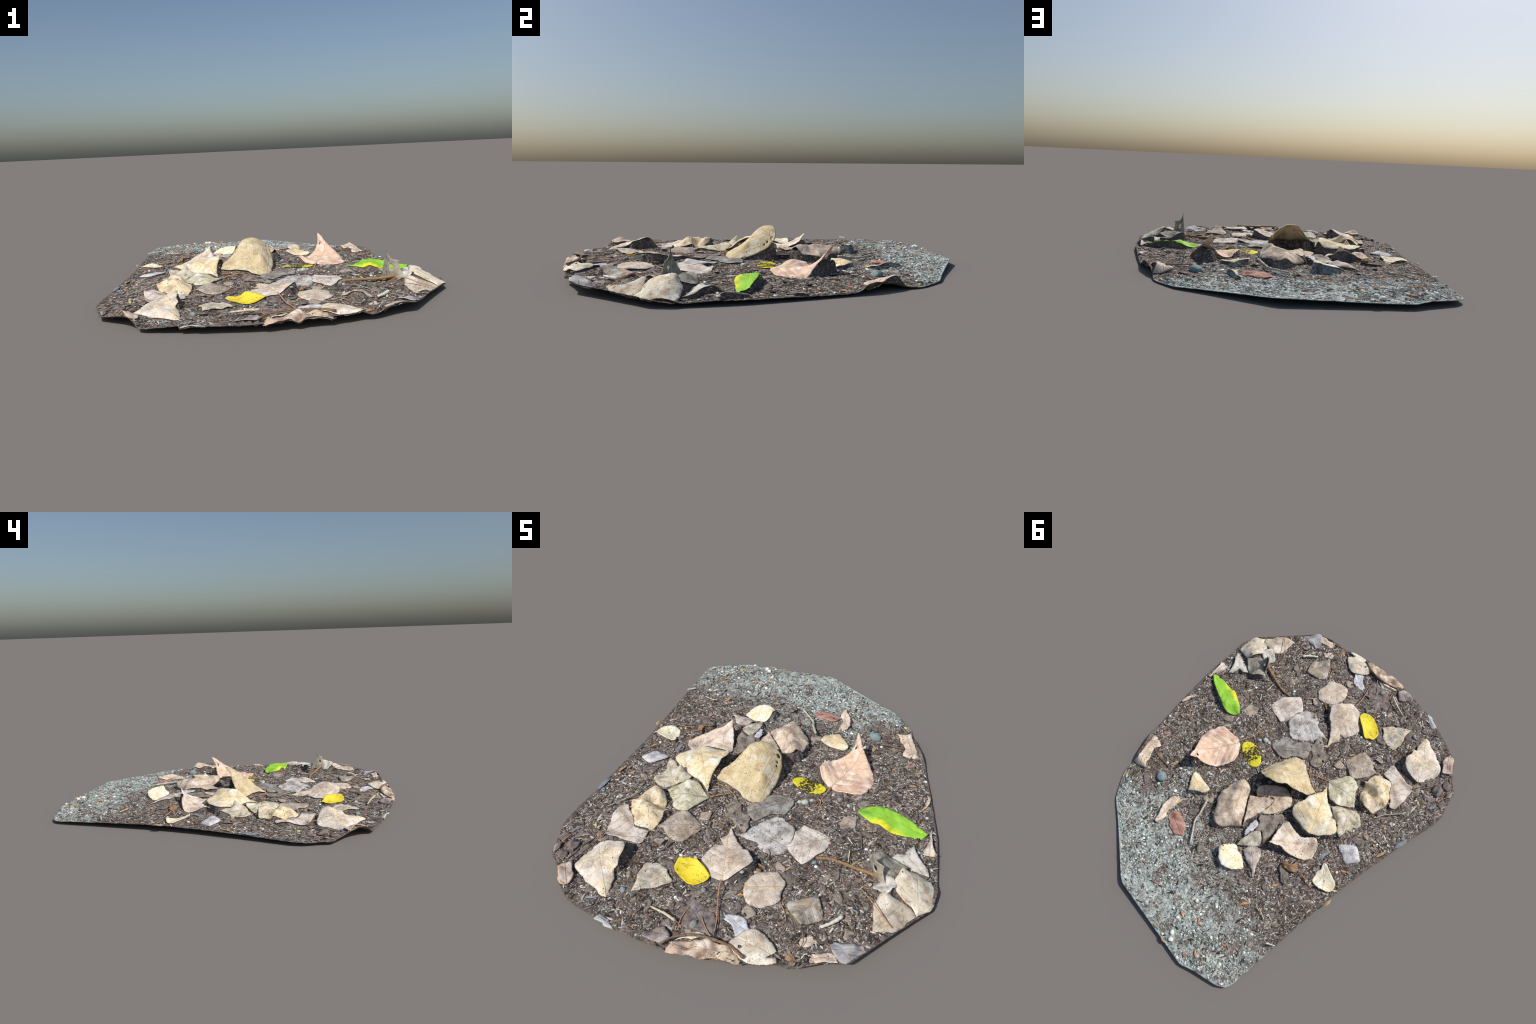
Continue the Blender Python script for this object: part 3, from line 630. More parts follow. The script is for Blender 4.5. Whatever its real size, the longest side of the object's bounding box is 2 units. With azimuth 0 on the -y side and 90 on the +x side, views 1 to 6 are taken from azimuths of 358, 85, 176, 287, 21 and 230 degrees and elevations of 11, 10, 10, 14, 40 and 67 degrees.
leaf("leaf_fragment", DARK_GREY_BROWN, (-0.649, -0.46), 179,
     [(0.009, -0.017, 0.03), (0.035, -0.012, 0.03), (0.033, 0.013, 0.03), (0.009, 0.019, 0.03), (-0.027, 0.017, 0.03), (-0.039, -0.013, 0.03)], rough=0.006)
leaf("dry_leaf", GREY_TAN_LIGHT, (-0.487, -0.149), 128,
     [(0.019, -0.062, 0.06), (0.047, -0.04, 0.067), (0.079, -0.038, 0.07), (0.107, -0.02, 0.07), (0.089, -0.002, 0.06), (0.058, 0.016, 0.042), (0.059, 0.047, 0.033), (0.035, 0.047, 0.035), (0.036, 0.068, 0.038), (0.011, 0.086, 0.045), (-0.027, 0.078, 0.047), (-0.055, 0.06, 0.046), (-0.068, 0.032, 0.043), (-0.062, -0.01, 0.043), (-0.068, -0.055, 0.05), (-0.049, -0.087, 0.056)], rough=0.009, cracks=0.8, inner=[(0.001, -0.059, 0.09)])
leaf("dry_leaf", BLUE_GREY, (-0.641, -0.041), -170,
     [(-0.04, -0.03, 0.043), (0.017, -0.053, 0.034), (0.049, -0.028, 0.034), (0.067, -0.001, 0.037), (0.046, 0.029, 0.04), (0.022, 0.046, 0.042), (-0.004, 0.051, 0.045), (-0.06, 0.015, 0.049), (-0.075, -0.006, 0.046)], sag=0.014, rough=0.003)
leaf("dry_leaf", BRIGHT_CREAM, (-0.657, 0.159), 135,
     [(-0.049, -0.019, 0.043), (-0.036, -0.038, 0.034), (-0.01, -0.053, 0.033), (0.016, -0.059, 0.038), (0.037, -0.046, 0.049), (0.051, -0.017, 0.055), (0.063, 0.012, 0.051), (0.06, 0.037, 0.045), (0.042, 0.056, 0.047), (0.011, 0.057, 0.053), (-0.044, 0.029, 0.05), (-0.074, 0.013, 0.054), (-0.084, -0.001, 0.058), (-0.076, -0.01, 0.055)], sag=-0.006, rough=0.002)
leaf("leaf_fragment", RUST, (-0.499, 0.253), -147,
     [(-0.021, -0.014, 0.051), (0.015, -0.033, 0.053), (0.034, -0.014, 0.053), (0.035, 0.013, 0.052), (0.019, 0.037, 0.055), (-0.003, 0.01, 0.063), (-0.039, 0.016, 0.063), (-0.054, -0.004, 0.054)], rough=0.012)
leaf("leaf_fragment", GREY_BROWN, (-0.504, 0.313), 149,
     [(0.028, -0.017, 0.05), (0.047, 0, 0.05), (0.005, 0.023, 0.05), (-0.022, 0.01, 0.05), (-0.052, -0.002, 0.05), (-0.041, -0.012, 0.05)], rough=0.006)
leaf("dry_leaf", CREAM, (0.197, 0.36), 170,
     [(-0.075, 0.024, 0.044), (-0.074, 0.005, 0.051), (0.004, -0.065, 0.052), (0.027, -0.036, 0.062), (0.059, -0.009, 0.065), (0.068, 0.015, 0.06), (0.064, 0.041, 0.061), (0.014, 0.038, 0.04), (-0.039, 0.034, 0.035)], sag=0.010, rough=0.003)
leaf("leaf_fragment", BRICK, (0.088, 0.587), 165,
     [(-0.024, -0.037, 0.03), (0.036, -0.038, 0.03), (0.07, -0.014, 0.031), (0.074, 0.012, 0.032), (0.039, 0.035, 0.033), (-0.018, 0.04, 0.037), (-0.066, 0.022, 0.041), (-0.075, -0.018, 0.037)], sag=0.002, vein=0.8)
leaf("leaf_fragment", PALE_TAN, (0.197, 0.571), 106,
     [(0.097, 0.009, 0.031), (0.074, 0.018, 0.03), (0.039, 0.021, 0.029), (0.011, 0.014, 0.028), (-0.012, 0.023, 0.028), (-0.085, 0.021, 0.035), (-0.075, -0.009, 0.036), (-0.038, -0.028, 0.04), (-0, -0.028, 0.05), (0.043, -0.019, 0.052), (0.098, -0.004, 0.041)], rough=0.006)
leaf("dry_leaf", PALE_TAN, (0.556, 0.459), 113,
     [(-0.048, -0.037, 0.028), (0.005, -0.028, 0.052), (0.062, -0.024, 0.06), (0.092, -0.045, 0.02), (0.099, -0.028, 0.019), (0.104, -0.001, 0.026), (0.103, 0.044, 0.039), (0.08, 0.034, 0.047), (0.053, 0.03, 0.033), (0.021, 0.032, 0.037), (0.008, 0.031, 0.043), (-0.03, 0.026, 0.039), (-0.056, 0.043, 0.028), (-0.077, 0.034, 0.023), (-0.106, -0.01, 0.029), (-0.105, -0.039, 0.02)], sag=0.012, rough=0.003)
leaf("leaf_fragment", PINK_GREY_PALE, (0.743, -0.2), 96,
     [(-0.029, -0.023, 0.044), (0.019, -0.014, 0.051), (0.087, -0.009, 0.035), (0.016, 0.013, 0.023), (-0.011, 0.025, 0.025), (-0.042, 0.028, 0.029), (-0.039, -0.018, 0.034), (-0.029, -0.035, 0.034)])
leaf("leaf_fragment", PALE_TAN_GREY, (0.7, 0.069), 77,
     [(0.026, 0.008, 0.02), (-0.016, 0.002, 0.021), (-0.054, 0.01, 0.027), (-0.007, -0.011, 0.031), (0.048, 0.006, 0.025)])
leaf("leaf_fragment", GREY_BROWN_LIGHT, (-0.22, -0.338), 57,
     [(0.014, 0.02, 0.045), (-0.013, 0.023, 0.045), (-0.032, -0.005, 0.045), (0, -0.027, 0.045), (0.032, -0.004, 0.045)])
leaf("leaf_fragment", GREY_BROWN_LIGHT, (-0.339, -0.539), -162,
     [(-0.01, -0.01, 0.045), (0.012, -0.013, 0.045), (0.022, -0, 0.045), (-0.005, 0.017, 0.045), (-0.022, -0.006, 0.045)])
leaf("leaf_fragment", GREY_PALE, (0.605, -0.476), 119,
     [(0.046, -0.01, 0.075), (0.035, 0.016, 0.045), (0.015, 0.041, 0.048), (-0.021, 0.034, 0.07), (-0.046, 0.004, 0.085), (-0.03, -0.031, 0.092), (0.02, -0.038, 0.085)], sag=0.006, rough=0.008)
leaf("leaf_fragment", DARK_GREY_BROWN, (0.22, -0.788), -173,
     [(-0.012, -0.02, 0.034), (0.013, -0.019, 0.034), (0.042, -0.002, 0.034), (0.034, 0.017, 0.034), (0.005, 0.011, 0.034), (-0.031, 0.023, 0.034), (-0.037, -0.006, 0.034)])
leaf("leaf_fragment", GREY_BROWN, (0.043, -0.69), 53,
     [(0.026, 0.014, 0.034), (-0.007, 0.013, 0.034), (-0.035, 0.009, 0.034), (-0.032, -0.01, 0.034), (0.009, -0.017, 0.034), (0.036, -0.004, 0.034)])
leaf("leaf_fragment", DARK_GREY_BROWN, (0.203, -0.533), 171,
     [(-0.011, -0.01, 0.034), (0.033, -0.01, 0.034), (0.048, 0.006, 0.034), (0.017, 0.006, 0.034), (-0.029, 0.012, 0.034), (-0.044, -0.004, 0.034)])
leaf("leaf_fragment", GREY_BROWN_LIGHT, (0.388, -0.169), 63,
     [(0.027, 0.028, 0.034), (-0.032, 0.028, 0.034), (-0.053, -0.006, 0.034), (0, -0.038, 0.034), (0.059, -0.003, 0.034)])
leaf("leaf_fragment", PURPLE_GREY, (-0.058, -0.868), -179,
     [(-0.005, -0.028, 0.034), (0.03, -0.011, 0.034), (0.023, 0.022, 0.034), (-0.014, 0.02, 0.034), (-0.036, 0.002, 0.034)])
leaf("leaf_fragment", GREY_BROWN, (0.443, -0.024), -138,
     [(-0.03, -0.019, 0.034), (0.036, -0.016, 0.034), (0.05, 0.024, 0.034), (-0.021, 0.008, 0.034), (-0.067, 0.017, 0.034)])
leaf("leaf_fragment", GREY_BROWN_LIGHT, (-0.227, -0.355), 144,
     [(0.022, -0.015, 0.034), (0.025, -0.002, 0.034), (0.014, 0.017, 0.034), (-0.011, 0.015, 0.034), (-0.031, -0.01, 0.034)])
leaf("leaf_fragment", DARK_GREY_BROWN, (-0.367, -0.519), 57,
     [(0.023, 0.014, 0.034), (-0.012, 0.013, 0.034), (-0.038, -0.004, 0.034), (-0.022, -0.015, 0.034), (0.007, -0.003, 0.034), (0.036, -0.016, 0.034)])
leaf("leaf_fragment", PURPLE_GREY, (-0.168, -0.456), 124,
     [(0.02, -0.011, 0.034), (0.026, 0.002, 0.034), (0.001, 0.016, 0.034), (-0.026, 0.003, 0.034), (-0.016, -0.013, 0.034)])
leaf("leaf_fragment", PALE_TAN, (0.395, -0.792), -171,
     [(-0.012, -0.023, 0.034), (0.032, -0.015, 0.034), (0.031, 0.023, 0.034), (-0.007, 0.023, 0.034), (-0.016, 0.004, 0.034), (-0.056, 0.006, 0.034)])
leaf("leaf_fragment", RUST, (0.349, -0.867), 149,
     [(0.013, -0.018, 0.034), (0.027, -0.001, 0.034), (0.009, 0.02, 0.034), (-0.018, 0.013, 0.034), (-0.027, -0.01, 0.034)])
leaf("leaf_fragment", PURPLE_GREY, (0.049, -0.878), 143,
     [(-0.005, -0.023, 0.034), (0.039, -0.014, 0.034), (0.05, 0.009, 0.034), (0.007, 0.023, 0.034), (-0.037, 0.018, 0.034), (-0.049, -0.01, 0.034)])
leaf("leaf_fragment", DARK_GREY_BROWN, (-0.129, -0.886), 154,
     [(0.013, -0.021, 0.034), (0.029, -0.002, 0.034), (0.008, 0.024, 0.034), (-0.017, 0.013, 0.034), (-0.033, -0.011, 0.034)])
leaf("leaf_fragment", PURPLE_GREY, (-0.15, -0.967), 164,
     [(-0.016, -0.008, 0.034), (0.024, -0.009, 0.034), (0.039, 0.005, 0.034), (0.009, 0.01, 0.034), (-0.028, 0.004, 0.034), (-0.053, 0.001, 0.034)])
leaf("leaf_fragment", PURPLE_GREY, (0.184, -0.803), 129,
     [(0.014, -0.017, 0.034), (0.019, 0.012, 0.034), (-0.011, 0.017, 0.034), (-0.022, -0.009, 0.034)])
leaf("leaf_fragment", DARK_GREY_BROWN, (-0.635, -0.704), -137,
     [(-0.002, -0.024, 0.034), (0.024, 0.003, 0.034), (0.001, 0.019, 0.034), (-0.024, 0.006, 0.034)])
leaf("leaf_fragment", DARK_GREY_BROWN, (-0.697, -0.735), 101,
     [(0.028, -0.006, 0.034), (0.026, 0.018, 0.034), (-0.023, 0.02, 0.034), (-0.03, -0.008, 0.034), (0.004, -0.027, 0.034)])
leaf("leaf_fragment", GREY_BROWN, (-0.744, -0.702), 98,
     [(0.029, -0.001, 0.034), (0.003, 0.014, 0.034), (-0.03, 0.001, 0.034), (-0.003, -0.014, 0.034)])

# a blade of curled grey leaf that stands up where two leaves meet
def standing_blade():
    """Near-vertical curled blade: rows of (left edge, right edge) rising to a point."""
    rows = [((0.530, -0.372, 0.040), (0.612, -0.482, 0.050)),
            ((0.527, -0.384, 0.070), (0.604, -0.472, 0.076)),
            ((0.527, -0.398, 0.095), (0.588, -0.456, 0.098)),
            ((0.529, -0.408, 0.116), (0.574, -0.446, 0.118)),
            ((0.533, -0.416, 0.136), (0.560, -0.440, 0.135)),
            ((0.536, -0.423, 0.156), (0.548, -0.433, 0.156)),
            ((0.538, -0.428, 0.181), (0.5395, -0.4295, 0.180))]
    V, F, m = [], [], 9
    for i, (l, r) in enumerate(rows):
        l, r = np.array(l), np.array(r)
        for j in range(m):
            t = j / (m - 1)
            p = l + (r - l) * t
            bulge = math.sin(t * math.pi) * 0.022 * (1 - i / 7)
            p = p + np.array([-0.55, -0.83, 0]) * bulge * 0.7
            p[2] += 0.004 * math.sin(5 * t + i)
            V.append(p)
    for i in range(len(rows) - 1):
        for j in range(m - 1):
            if i == 2 and j in (4, 5):      # the tear through the blade
                continue
            a = i * m + j
            F.append((a, a + 1, a + m + 1, a + m))
    # the side prong
    k = len(V)
    V += [np.array(p) for p in ((0.594, -0.450, 0.139), (0.588, -0.450, 0.131))]
    F += [(2 * m + m - 1, k + 1, 3 * m + m - 1), (3 * m + m - 1, k + 1, k, 4 * m + m - 1)]
    c = np.mean(V, axis=0)
    ob = mesh_object("dry_leaf", np.array(V) - c, F, GREY_OLIVE(), patch, tuple(c))
    s = ob.modifiers.new("smooth", "SUBSURF")
    s.levels = s.render_levels = 1
    t = ob.modifiers.new("thickness", "SOLIDIFY")
    t.thickness = 0.0028


standing_blade()


# --------------------------------------------------------------- soil with humus heaps
def heap(x, y, z, ground):
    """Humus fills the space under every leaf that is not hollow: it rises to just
    beneath the blade and slopes off quickly outside its margin."""
    for L in LEAVES:
        P = L["rim"]
        lo, hi = P[:, :2].min(0) - 0.05, P[:, :2].max(0) + 0.05
        idx = np.nonzero((x > lo[0]) & (x < hi[0]) & (y > lo[1]) & (y < hi[1]))[0]
        if not len(idx):
            continue
        qx, qy = x[idx], y[idx]
        ins = inside(qx, qy, P)
        d = edge_distance(qx, qy, P)
        pts = L["pts"]
        # blade height above each soil point (nearest blade vertices)
        q = np.stack([qx, qy], 1)
        out = np.empty(len(q))
        for s in range(0, len(q), 2000):
            D = ((q[s:s + 2000, None] - pts[None, :, :2]) ** 2).sum(2)
            near = np.argpartition(D, 2, axis=1)[:, :3]
            w = 1 / (np.take_along_axis(D, near, 1) + 1e-6)
            out[s:s + 2000] = (pts[near, 2] * w).sum(1) / w.sum(1)
        under = np.minimum(out - 0.0045, ground[idx] + 0.058 + 0.008 * value_noise(qx, qy, 0.03, 62))
        if L["hollow"]:                       # open behind: filled only where the blade is low
            under = np.where(out < 0.15, np.minimum(out - 0.012, ground[idx] + 0.065), ground[idx])
        flank = under - 0.004 - (d * (3.6 + 1.3 * value_noise(qx, qy, 0.013, 61)))
        target = np.where(ins, under - np.where(d < 0.004, 0.003, 0), flank)
        low = ins & (target < z[idx])
        z[idx] = np.maximum(z[idx], np.where(target > ground[idx] - 0.002, target, -1))
        # press the soil down where a blade lies close on it
        z[idx[low]] = np.minimum(z[idx[low]], np.maximum(out[low] - 0.006, 0.004))
    return z


def soil_sheet():
    turns, rings = 940, 190
    ang = np.linspace(0, math.tau, turns, endpoint=False)
    rr, _ = rim_at(ang)
    t = np.linspace(0.004, 1, rings)
    X = np.outer(t, rr * np.cos(ang)).ravel()
    Y = np.outer(t, rr * np.sin(ang)).ravel()
    bare = bare_height(X, Y)
    Z = heap(X, Y, bare + grain(X, Y), bare)
    Z = np.maximum(Z, 0.004)
    top = np.c_[X, Y, Z]
    i = np.arange(rings - 1)[:, None] * turns
    j = np.arange(turns)[None]
    quads = np.stack([i + j, i + (j + 1) % turns, i + turns + (j + 1) % turns, i + turns + j], -1).reshape(-1, 4)
    # underside: coarser rings a few millimetres below
    pick = [rings - 1, rings - 8, rings - 24, 90, 20]
    low = [top[k * turns:(k + 1) * turns] - np.array([0, 0, 0.0025 if q == 0 else 0.008]) for q, k in enumerate(pick)]
    low[0][:, 2] = np.maximum(low[0][:, 2], 0.0)
    for a in low[1:]:
        a[:, 2] = np.minimum(a[:, 2], bare_height(a[:, 0], a[:, 1]) - 0.007)
        a[:, 2] = np.maximum(a[:, 2], 0.0005)
    V = np.vstack([top] + low + [[[0, 0, Z[0]]], [[0, 0, 0.02]]])
    faces = quads.tolist()
    n0 = rings * turns
    chain = [(rings - 1) * turns] + [n0 + k * turns for k in range(len(pick))]
    for a, b in zip(chain[:-1], chain[1:]):
        for q in range(turns):
            r = (q + 1) % turns
            faces.append([a + q, a + r, b + r, b + q])
    c_top, c_low, last = len(V) - 2, len(V) - 1, chain[-1]
    for q in range(turns):
        r = (q + 1) % turns
        faces.append([c_top, r, q][::-1])
        faces.append([c_low, last + q, last + r][::-1])
    return V, faces, (X, Y, Z, bare)


def soil_material():
    n = Nodes("mulch_and_grit")
    x, y, z = n.xyz(n.obj)
    # where the grit begins: a bent line across the patch, frayed by noise
    bend = n.t.nodes.new("ShaderNodeFloatCurve")
    crv = bend.mapping.curves[0]
    line = [(-0.80, 0.80), (-0.54, 0.66), (-0.27, 0.58), (-0.09, 0.50), (0.13, 0.50), (0.36, 0.54), (0.51, 0.61), (0.7, 0.70)]
    for k, (px, py) in enumerate(line):
        q = (0.5 + px / 2, py)
        if k in (0, len(line) - 1):
            crv.points[0 if k == 0 else len(crv.points) - 1].location = q
        else:
            crv.points.new(*q)
    bend.mapping.update()
    n.t.links.new(n.math("ADD", n.math("MULTIPLY", x, 0.5), 0.5), bend.inputs["Value"])
    fray = n.math("ADD", n.math("MULTIPLY", n.math("SUBTRACT", n.noise(6, 6, 0.75), 0.5), 0.95),
                  n.math("MULTIPLY", n.math("SUBTRACT", n.noise(38, 4, 0.7), 0.5), 0.35))
    share = n.step(n.math("ADD", n.math("SUBTRACT", y, bend.outputs[0]), fray), -0.19, 0.17)
    # mulch: fine shreds in browns and greys
    shred = n.noise(130, 5, 0.75, n.offset(scale=(1, 1, 0.5)), 0.6)
    mulch = n.ramp(shred, [(0.30, srgb(46, 41, 38)), (0.45, srgb(86, 78, 71)), (0.56, srgb(116, 106, 97)), (0.66, srgb(152, 142, 132)), (0.78, srgb(188, 180, 170))])
    cell = n.cells(170, None, "F1", "Color")
    mulch = n.mix(0.5, mulch, n.ramp(n.xyz(cell)[0], [(0.0, srgb(52, 46, 43)), (0.40, srgb(88, 80, 74)), (0.7, srgb(122, 110, 100)), (0.9, srgb(176, 164, 154)), (1.0, srgb(156, 124, 100))]))
    tint = n.noise(5, 3, 0.5)
    mulch = n.mix(n.step(tint, 0.42, 0.62), mulch, n.mix(0.5, mulch, srgb(104, 100, 103)))
    mulch = n.mix(1.0, mulch, n.ramp(n.noise(16, 4, 0.65, n.offset(loc=(8, 1, 2))), [(0.32, 0.66), (0.5, 1.0), (0.68, 1.22)]), "MULTIPLY")
    # grit: green-grey grains with white and dark ones between
    g1 = n.ramp(n.noise(75, 6, 0.8), [(0.30, srgb(94, 105, 102)), (0.43, srgb(144, 156, 151)), (0.54, srgb(182, 193, 187)), (0.68, srgb(212, 222, 218)), (0.80, srgb(238, 244, 242))])
    gc = n.xyz(n.cells(120, None, "F1", "Color"))[0]
    grit = n.mix(0.5, g1, n.ramp(gc, [(0.0, srgb(94, 99, 97)), (0.35, srgb(146, 158, 153)), (0.7, srgb(182, 192, 187)), (0.92, srgb(234, 241, 239)), (1.0, srgb(148, 133, 124))]))
    soot = n.step(n.noise(11, 7, 0.78, n.offset(loc=(4, 2, 0))), 0.49, 0.58)
    grit = n.mix(n.math("MULTIPLY", soot, 0.9), grit, n.mix(0.7, mulch, srgb(96, 86, 82)))
    col = n.mix(share, mulch, grit)
    h = n.math("ADD", shred, n.math("MULTIPLY", n.cells(190), -0.5))
    return n.finish(col, 0.95, h, 0.25, 0.003)


SOIL = soil_material()
SV, SF, (GX, GY, GZ, GB) = soil_sheet()
mesh_object("soil", SV, SF, SOIL, patch)

# quick soil height look-up on a raster
NX = 440
gi = np.full((NX, NX), -1.0)
hi_ = np.full((NX, NX), 0.0)
ix = np.clip(((GX + 1.02) / 2.04 * NX).astype(int), 0, NX - 1)
iy = np.clip(((GY + 1.02) / 2.04 * NX).astype(int), 0, NX - 1)
np.maximum.at(gi, (ix, iy), GZ)
np.maximum.at(hi_, (ix, iy), GZ - GB)


def raster(x, y):
    return np.clip(((x + 1.02) / 2.04 * NX).astype(int), 0, NX - 1), np.clip(((y + 1.02) / 2.04 * NX).astype(int), 0, NX - 1)


covered = np.zeros((NX, NX), bool)
cx, cy = np.meshgrid((np.arange(NX) + 0.5) / NX * 2.04 - 1.02, (np.arange(NX) + 0.5) / NX * 2.04 - 1.02, indexing="ij")
for L in LEAVES:
    P = L["rim"]
    lo, hi = P[:, :2].min(0), P[:, :2].max(0)
    sel = (cx > lo[0]) & (cx < hi[0]) & (cy > lo[1]) & (cy < hi[1])
    covered[sel] |= inside(cx[sel], cy[sel], P)


def soil_at(x, y):
    i, j = raster(np.asarray(x, float), np.asarray(y, float))
    z = gi[i, j]
    return np.where(z < 0, bare_height(x, y), z)


# ------------------------------------------------------------- stalks, twigs, stones, flakes
def stem(kind, look, radius, points):
    P = open_curve(points, 7)
    m, V, F = 8, [], []
    k = len(bpy.data.objects)
    for i, p in enumerate(P):
        t = P[min(i + 1, len(P) - 1)] - P[max(i - 1, 0)]
        t = t / np.linalg.norm(t)
        a = np.cross(t, [0, 0, 1])
        a /= np.linalg.norm(a) + 1e-9
        b = np.cross(a, t)
        u = i / (len(P) - 1)
        r = radius * (1.0 - 0.35 * u) * (1 + 0.16 * math.sin(i * 2.1 + k)) * (0.75 if i in (0, len(P) - 1) else 1)
        g = float(soil_at(p[0], p[1]))
        if p[2] < g + 0.5 * r and g - p[2] < 0.012:
            p = np.array([p[0], p[1], g + 0.5 * r])
        for q in range(m):
            w = math.tau * q / m
            rr = r * (1 + 0.14 * math.sin(3 * w + i * 0.9))
            V.append(p + a * rr * math.cos(w) + b * rr * math.sin(w))
    for i in range(len(P) - 1):
        for q in range(m):
            F.append((i * m + q, i * m + (q + 1) % m, (i + 1) * m + (q + 1) % m, (i + 1) * m + q))
    F.append(tuple(range(m))[::-1])
    F.append(tuple((len(P) - 1) * m + q for q in range(m)))
    c = np.mean(V, axis=0)
    return mesh_object(kind, np.array(V) - c, F, simple(look), patch, tuple(c))


def rounded_stone(seed, flat):
    bm = bmesh.new()
    bmesh.ops.create_icosphere(bm, subdivisions=3, radius=1.0)
    r = np.random.default_rng(seed)
    cuts = [(r.normal(size=3), r.uniform(0.72, 0.95)) for _ in range(7)]
    for v in bm.verts:
        p = np.array(v.co)
        for d, h in cuts:
            d = d / np.linalg.norm(d)
            e = p @ d - h
            if e > 0:
                p = p - d * e * 0.85
        p *= 1 + 0.05 * float(value_noise(p[0] * 0.1 + seed, p[1] * 0.1 + p[2] * 0.07, 0.06, 71))
        v.co = (p[0], p[1], p[2] * flat)
    V = np.array([v.co[:] for v in bm.verts])
    F = [tuple(v.index for v in f.verts) for f in bm.faces]
    bm.free()
    return V, F


def pebble(look, at, radius):
    seed = int(abs(at[0] * 7919 + at[1] * 104729)) + int(radius * 1e4)
    V, F = rounded_stone(seed, 0.75)
    r = np.random.default_rng(seed)
    V = V * radius * np.array([1.08, 0.9, 1.0])
    z = float(bare_height(at[0], at[1])) + radius * 0.34
    mesh_object("pebble", V, F, simple(look), patch, (at[0], at[1], z), float(r.uniform(0, 6.28)))


def flake(look, a, b, width):
    """A bark flake: a thin pointed slip, slightly arched."""
    a, b = np.array(a), np.array(b)
    c, d = (a + b) / 2, b - a
    ln = float(np.linalg.norm(d))
    V, F, m = [], [], 7
    k = len(bpy.data.objects)
    for i in range(m):
        t = i / (m - 1) - 0.5
        w = width * 0.5 * (1 - (2 * t) ** 2) ** 0.6 + 0.0006
        h = 0.004 + 0.0035 * (1 - 4 * t * t) + 0.0012 * math.sin(9 * t + k)
        sway = 0.08 * ln * math.sin(3 * t + k)
        for y, q in ((-w, h), (0, h + 0.0022), (w, h), (w, h - 0.0025), (-w, h - 0.0025)):
            V.append((t * ln, y + sway, q))
    for i in range(m - 1):
        for q in range(5):
            F.append((i * 5 + q, i * 5 + (q + 1) % 5, i * 5 + 5 + (q + 1) % 5, i * 5 + 5 + q))
    F += [(0, 1, 2, 3, 4), tuple(range(5 * m - 5, 5 * m))[::-1]]
    mesh_object("bark_flake", V, F, simple(look), patch, (c[0], c[1], float(soil_at(c[0], c[1]))), math.atan2(d[1], d[0]), smooth=False)


stem("petiole", "STALK_TAN", 0.0028, [(0.263, 0.014, 0.050), (0.255, -0.020, 0.046), (0.241, -0.072, 0.042), (0.245, -0.103, 0.039), (0.242, -0.130, 0.035)])
stem("petiole", "STALK_RED", 0.0024, [(0.236, -0.102, 0.040), (0.220, -0.147, 0.037), (0.198, -0.197, 0.034)])
stem("petiole", "STALK_TAN", 0.0024, [(-0.249, -0.225, 0.042), (-0.216, -0.207, 0.049), (-0.180, -0.186, 0.051), (-0.152, -0.167, 0.050)])
stem("petiole", "STALK_TAN", 0.0022, [(-0.122, -0.207, 0.048), (-0.145, -0.179, 0.047), (-0.188, -0.151, 0.046), (-0.225, -0.137, 0.046), (-0.261, -0.132, 0.045)])
stem("petiole", "STALK_RED", 0.003, [(-0.001, -0.664, 0.070), (0.011, -0.711, 0.060), (0.029, -0.766, 0.050), (0.051, -0.826, 0.047), (0.062, -0.867, 0.045)])
stem("petiole", "STALK_TAN", 0.0025, [(-0.584, -0.564, 0.045), (-0.595, -0.578, 0.052), (-0.590, -0.597, 0.057), (-0.562, -0.641, 0.062)])
stem("petiole", "STALK_GREY", 0.0028, [(-0.589, -0.572, 0.042), (-0.608, -0.615, 0.039), (-0.617, -0.680, 0.037), (-0.634, -0.732, 0.034)])
stem("twig", "STALK_GREY", 0.0035, [(-0.617, -0.608, 0.034), (-0.643, -0.661, 0.035), (-0.651, -0.714, 0.037), (-0.659, -0.749, 0.038)])
stem("grass_blade", "STALK_PALE", 0.003, [(-0.583, -0.288, 0.042), (-0.596, -0.328, 0.042), (-0.629, -0.379, 0.042), (-0.667, -0.430, 0.042)])
stem("petiole", "STALK_RED", 0.0025, [(-0.731, -0.622, 0.032), (-0.739, -0.664, 0.032), (-0.757, -0.712, 0.032)])
stem("twig", "BARK_WHITE", 0.0075, [(0.084, 0.376, 0.062), (0.065, 0.419, 0.053), (0.048, 0.459, 0.047), (0.032, 0.502, 0.045), (-0.055, 0.596, 0.045)])
stem("twig", "BARK_RUST", 0.009, [(0.586, -0.451, 0.066), (0.543, -0.429, 0.053), (0.493, -0.419, 0.046), (0.434, -0.408, 0.043), (0.372, -0.400, 0.041), (0.315, -0.410, 0.038)])
stem("wood_splinter", "WOOD_WHITE", 0.0085, [(0.484, -0.651, 0.044), (0.459, -0.687, 0.044), (0.420, -0.724, 0.044)])
stem("wood_splinter", "WOOD_WHITE", 0.005, [(0.464, -0.710, 0.042), (0.456, -0.733, 0.042)])
stem("twig", "WOOD_CREAM", 0.006, [(-0.088, -0.883, 0.062), (-0.143, -0.864, 0.055), (-0.211, -0.849, 0.046)])
stem("wood_splinter", "WOOD_WHITE", 0.003, [(0.409, -0.255, 0.034), (0.436, -0.284, 0.034)])
stem("wood_splinter", "WOOD_CREAM", 0.0035, [(0.434, -0.324, 0.036), (0.443, -0.391, 0.036)])
stem("twig", "STALK_GREY", 0.0022, [(0.457, -0.216, 0.034), (0.471, -0.263, 0.034), (0.481, -0.306, 0.034)])
stem("twig", "STALK_GREY", 0.003, [(0.534, 0.429, 0.034), (0.465, 0.428, 0.034), (0.403, 0.428, 0.034), (0.378, 0.424, 0.034)])
stem("wood_splinter", "WOOD_CREAM", 0.003, [(-0.544, 0.524, 0.044), (-0.571, 0.527, 0.044)])
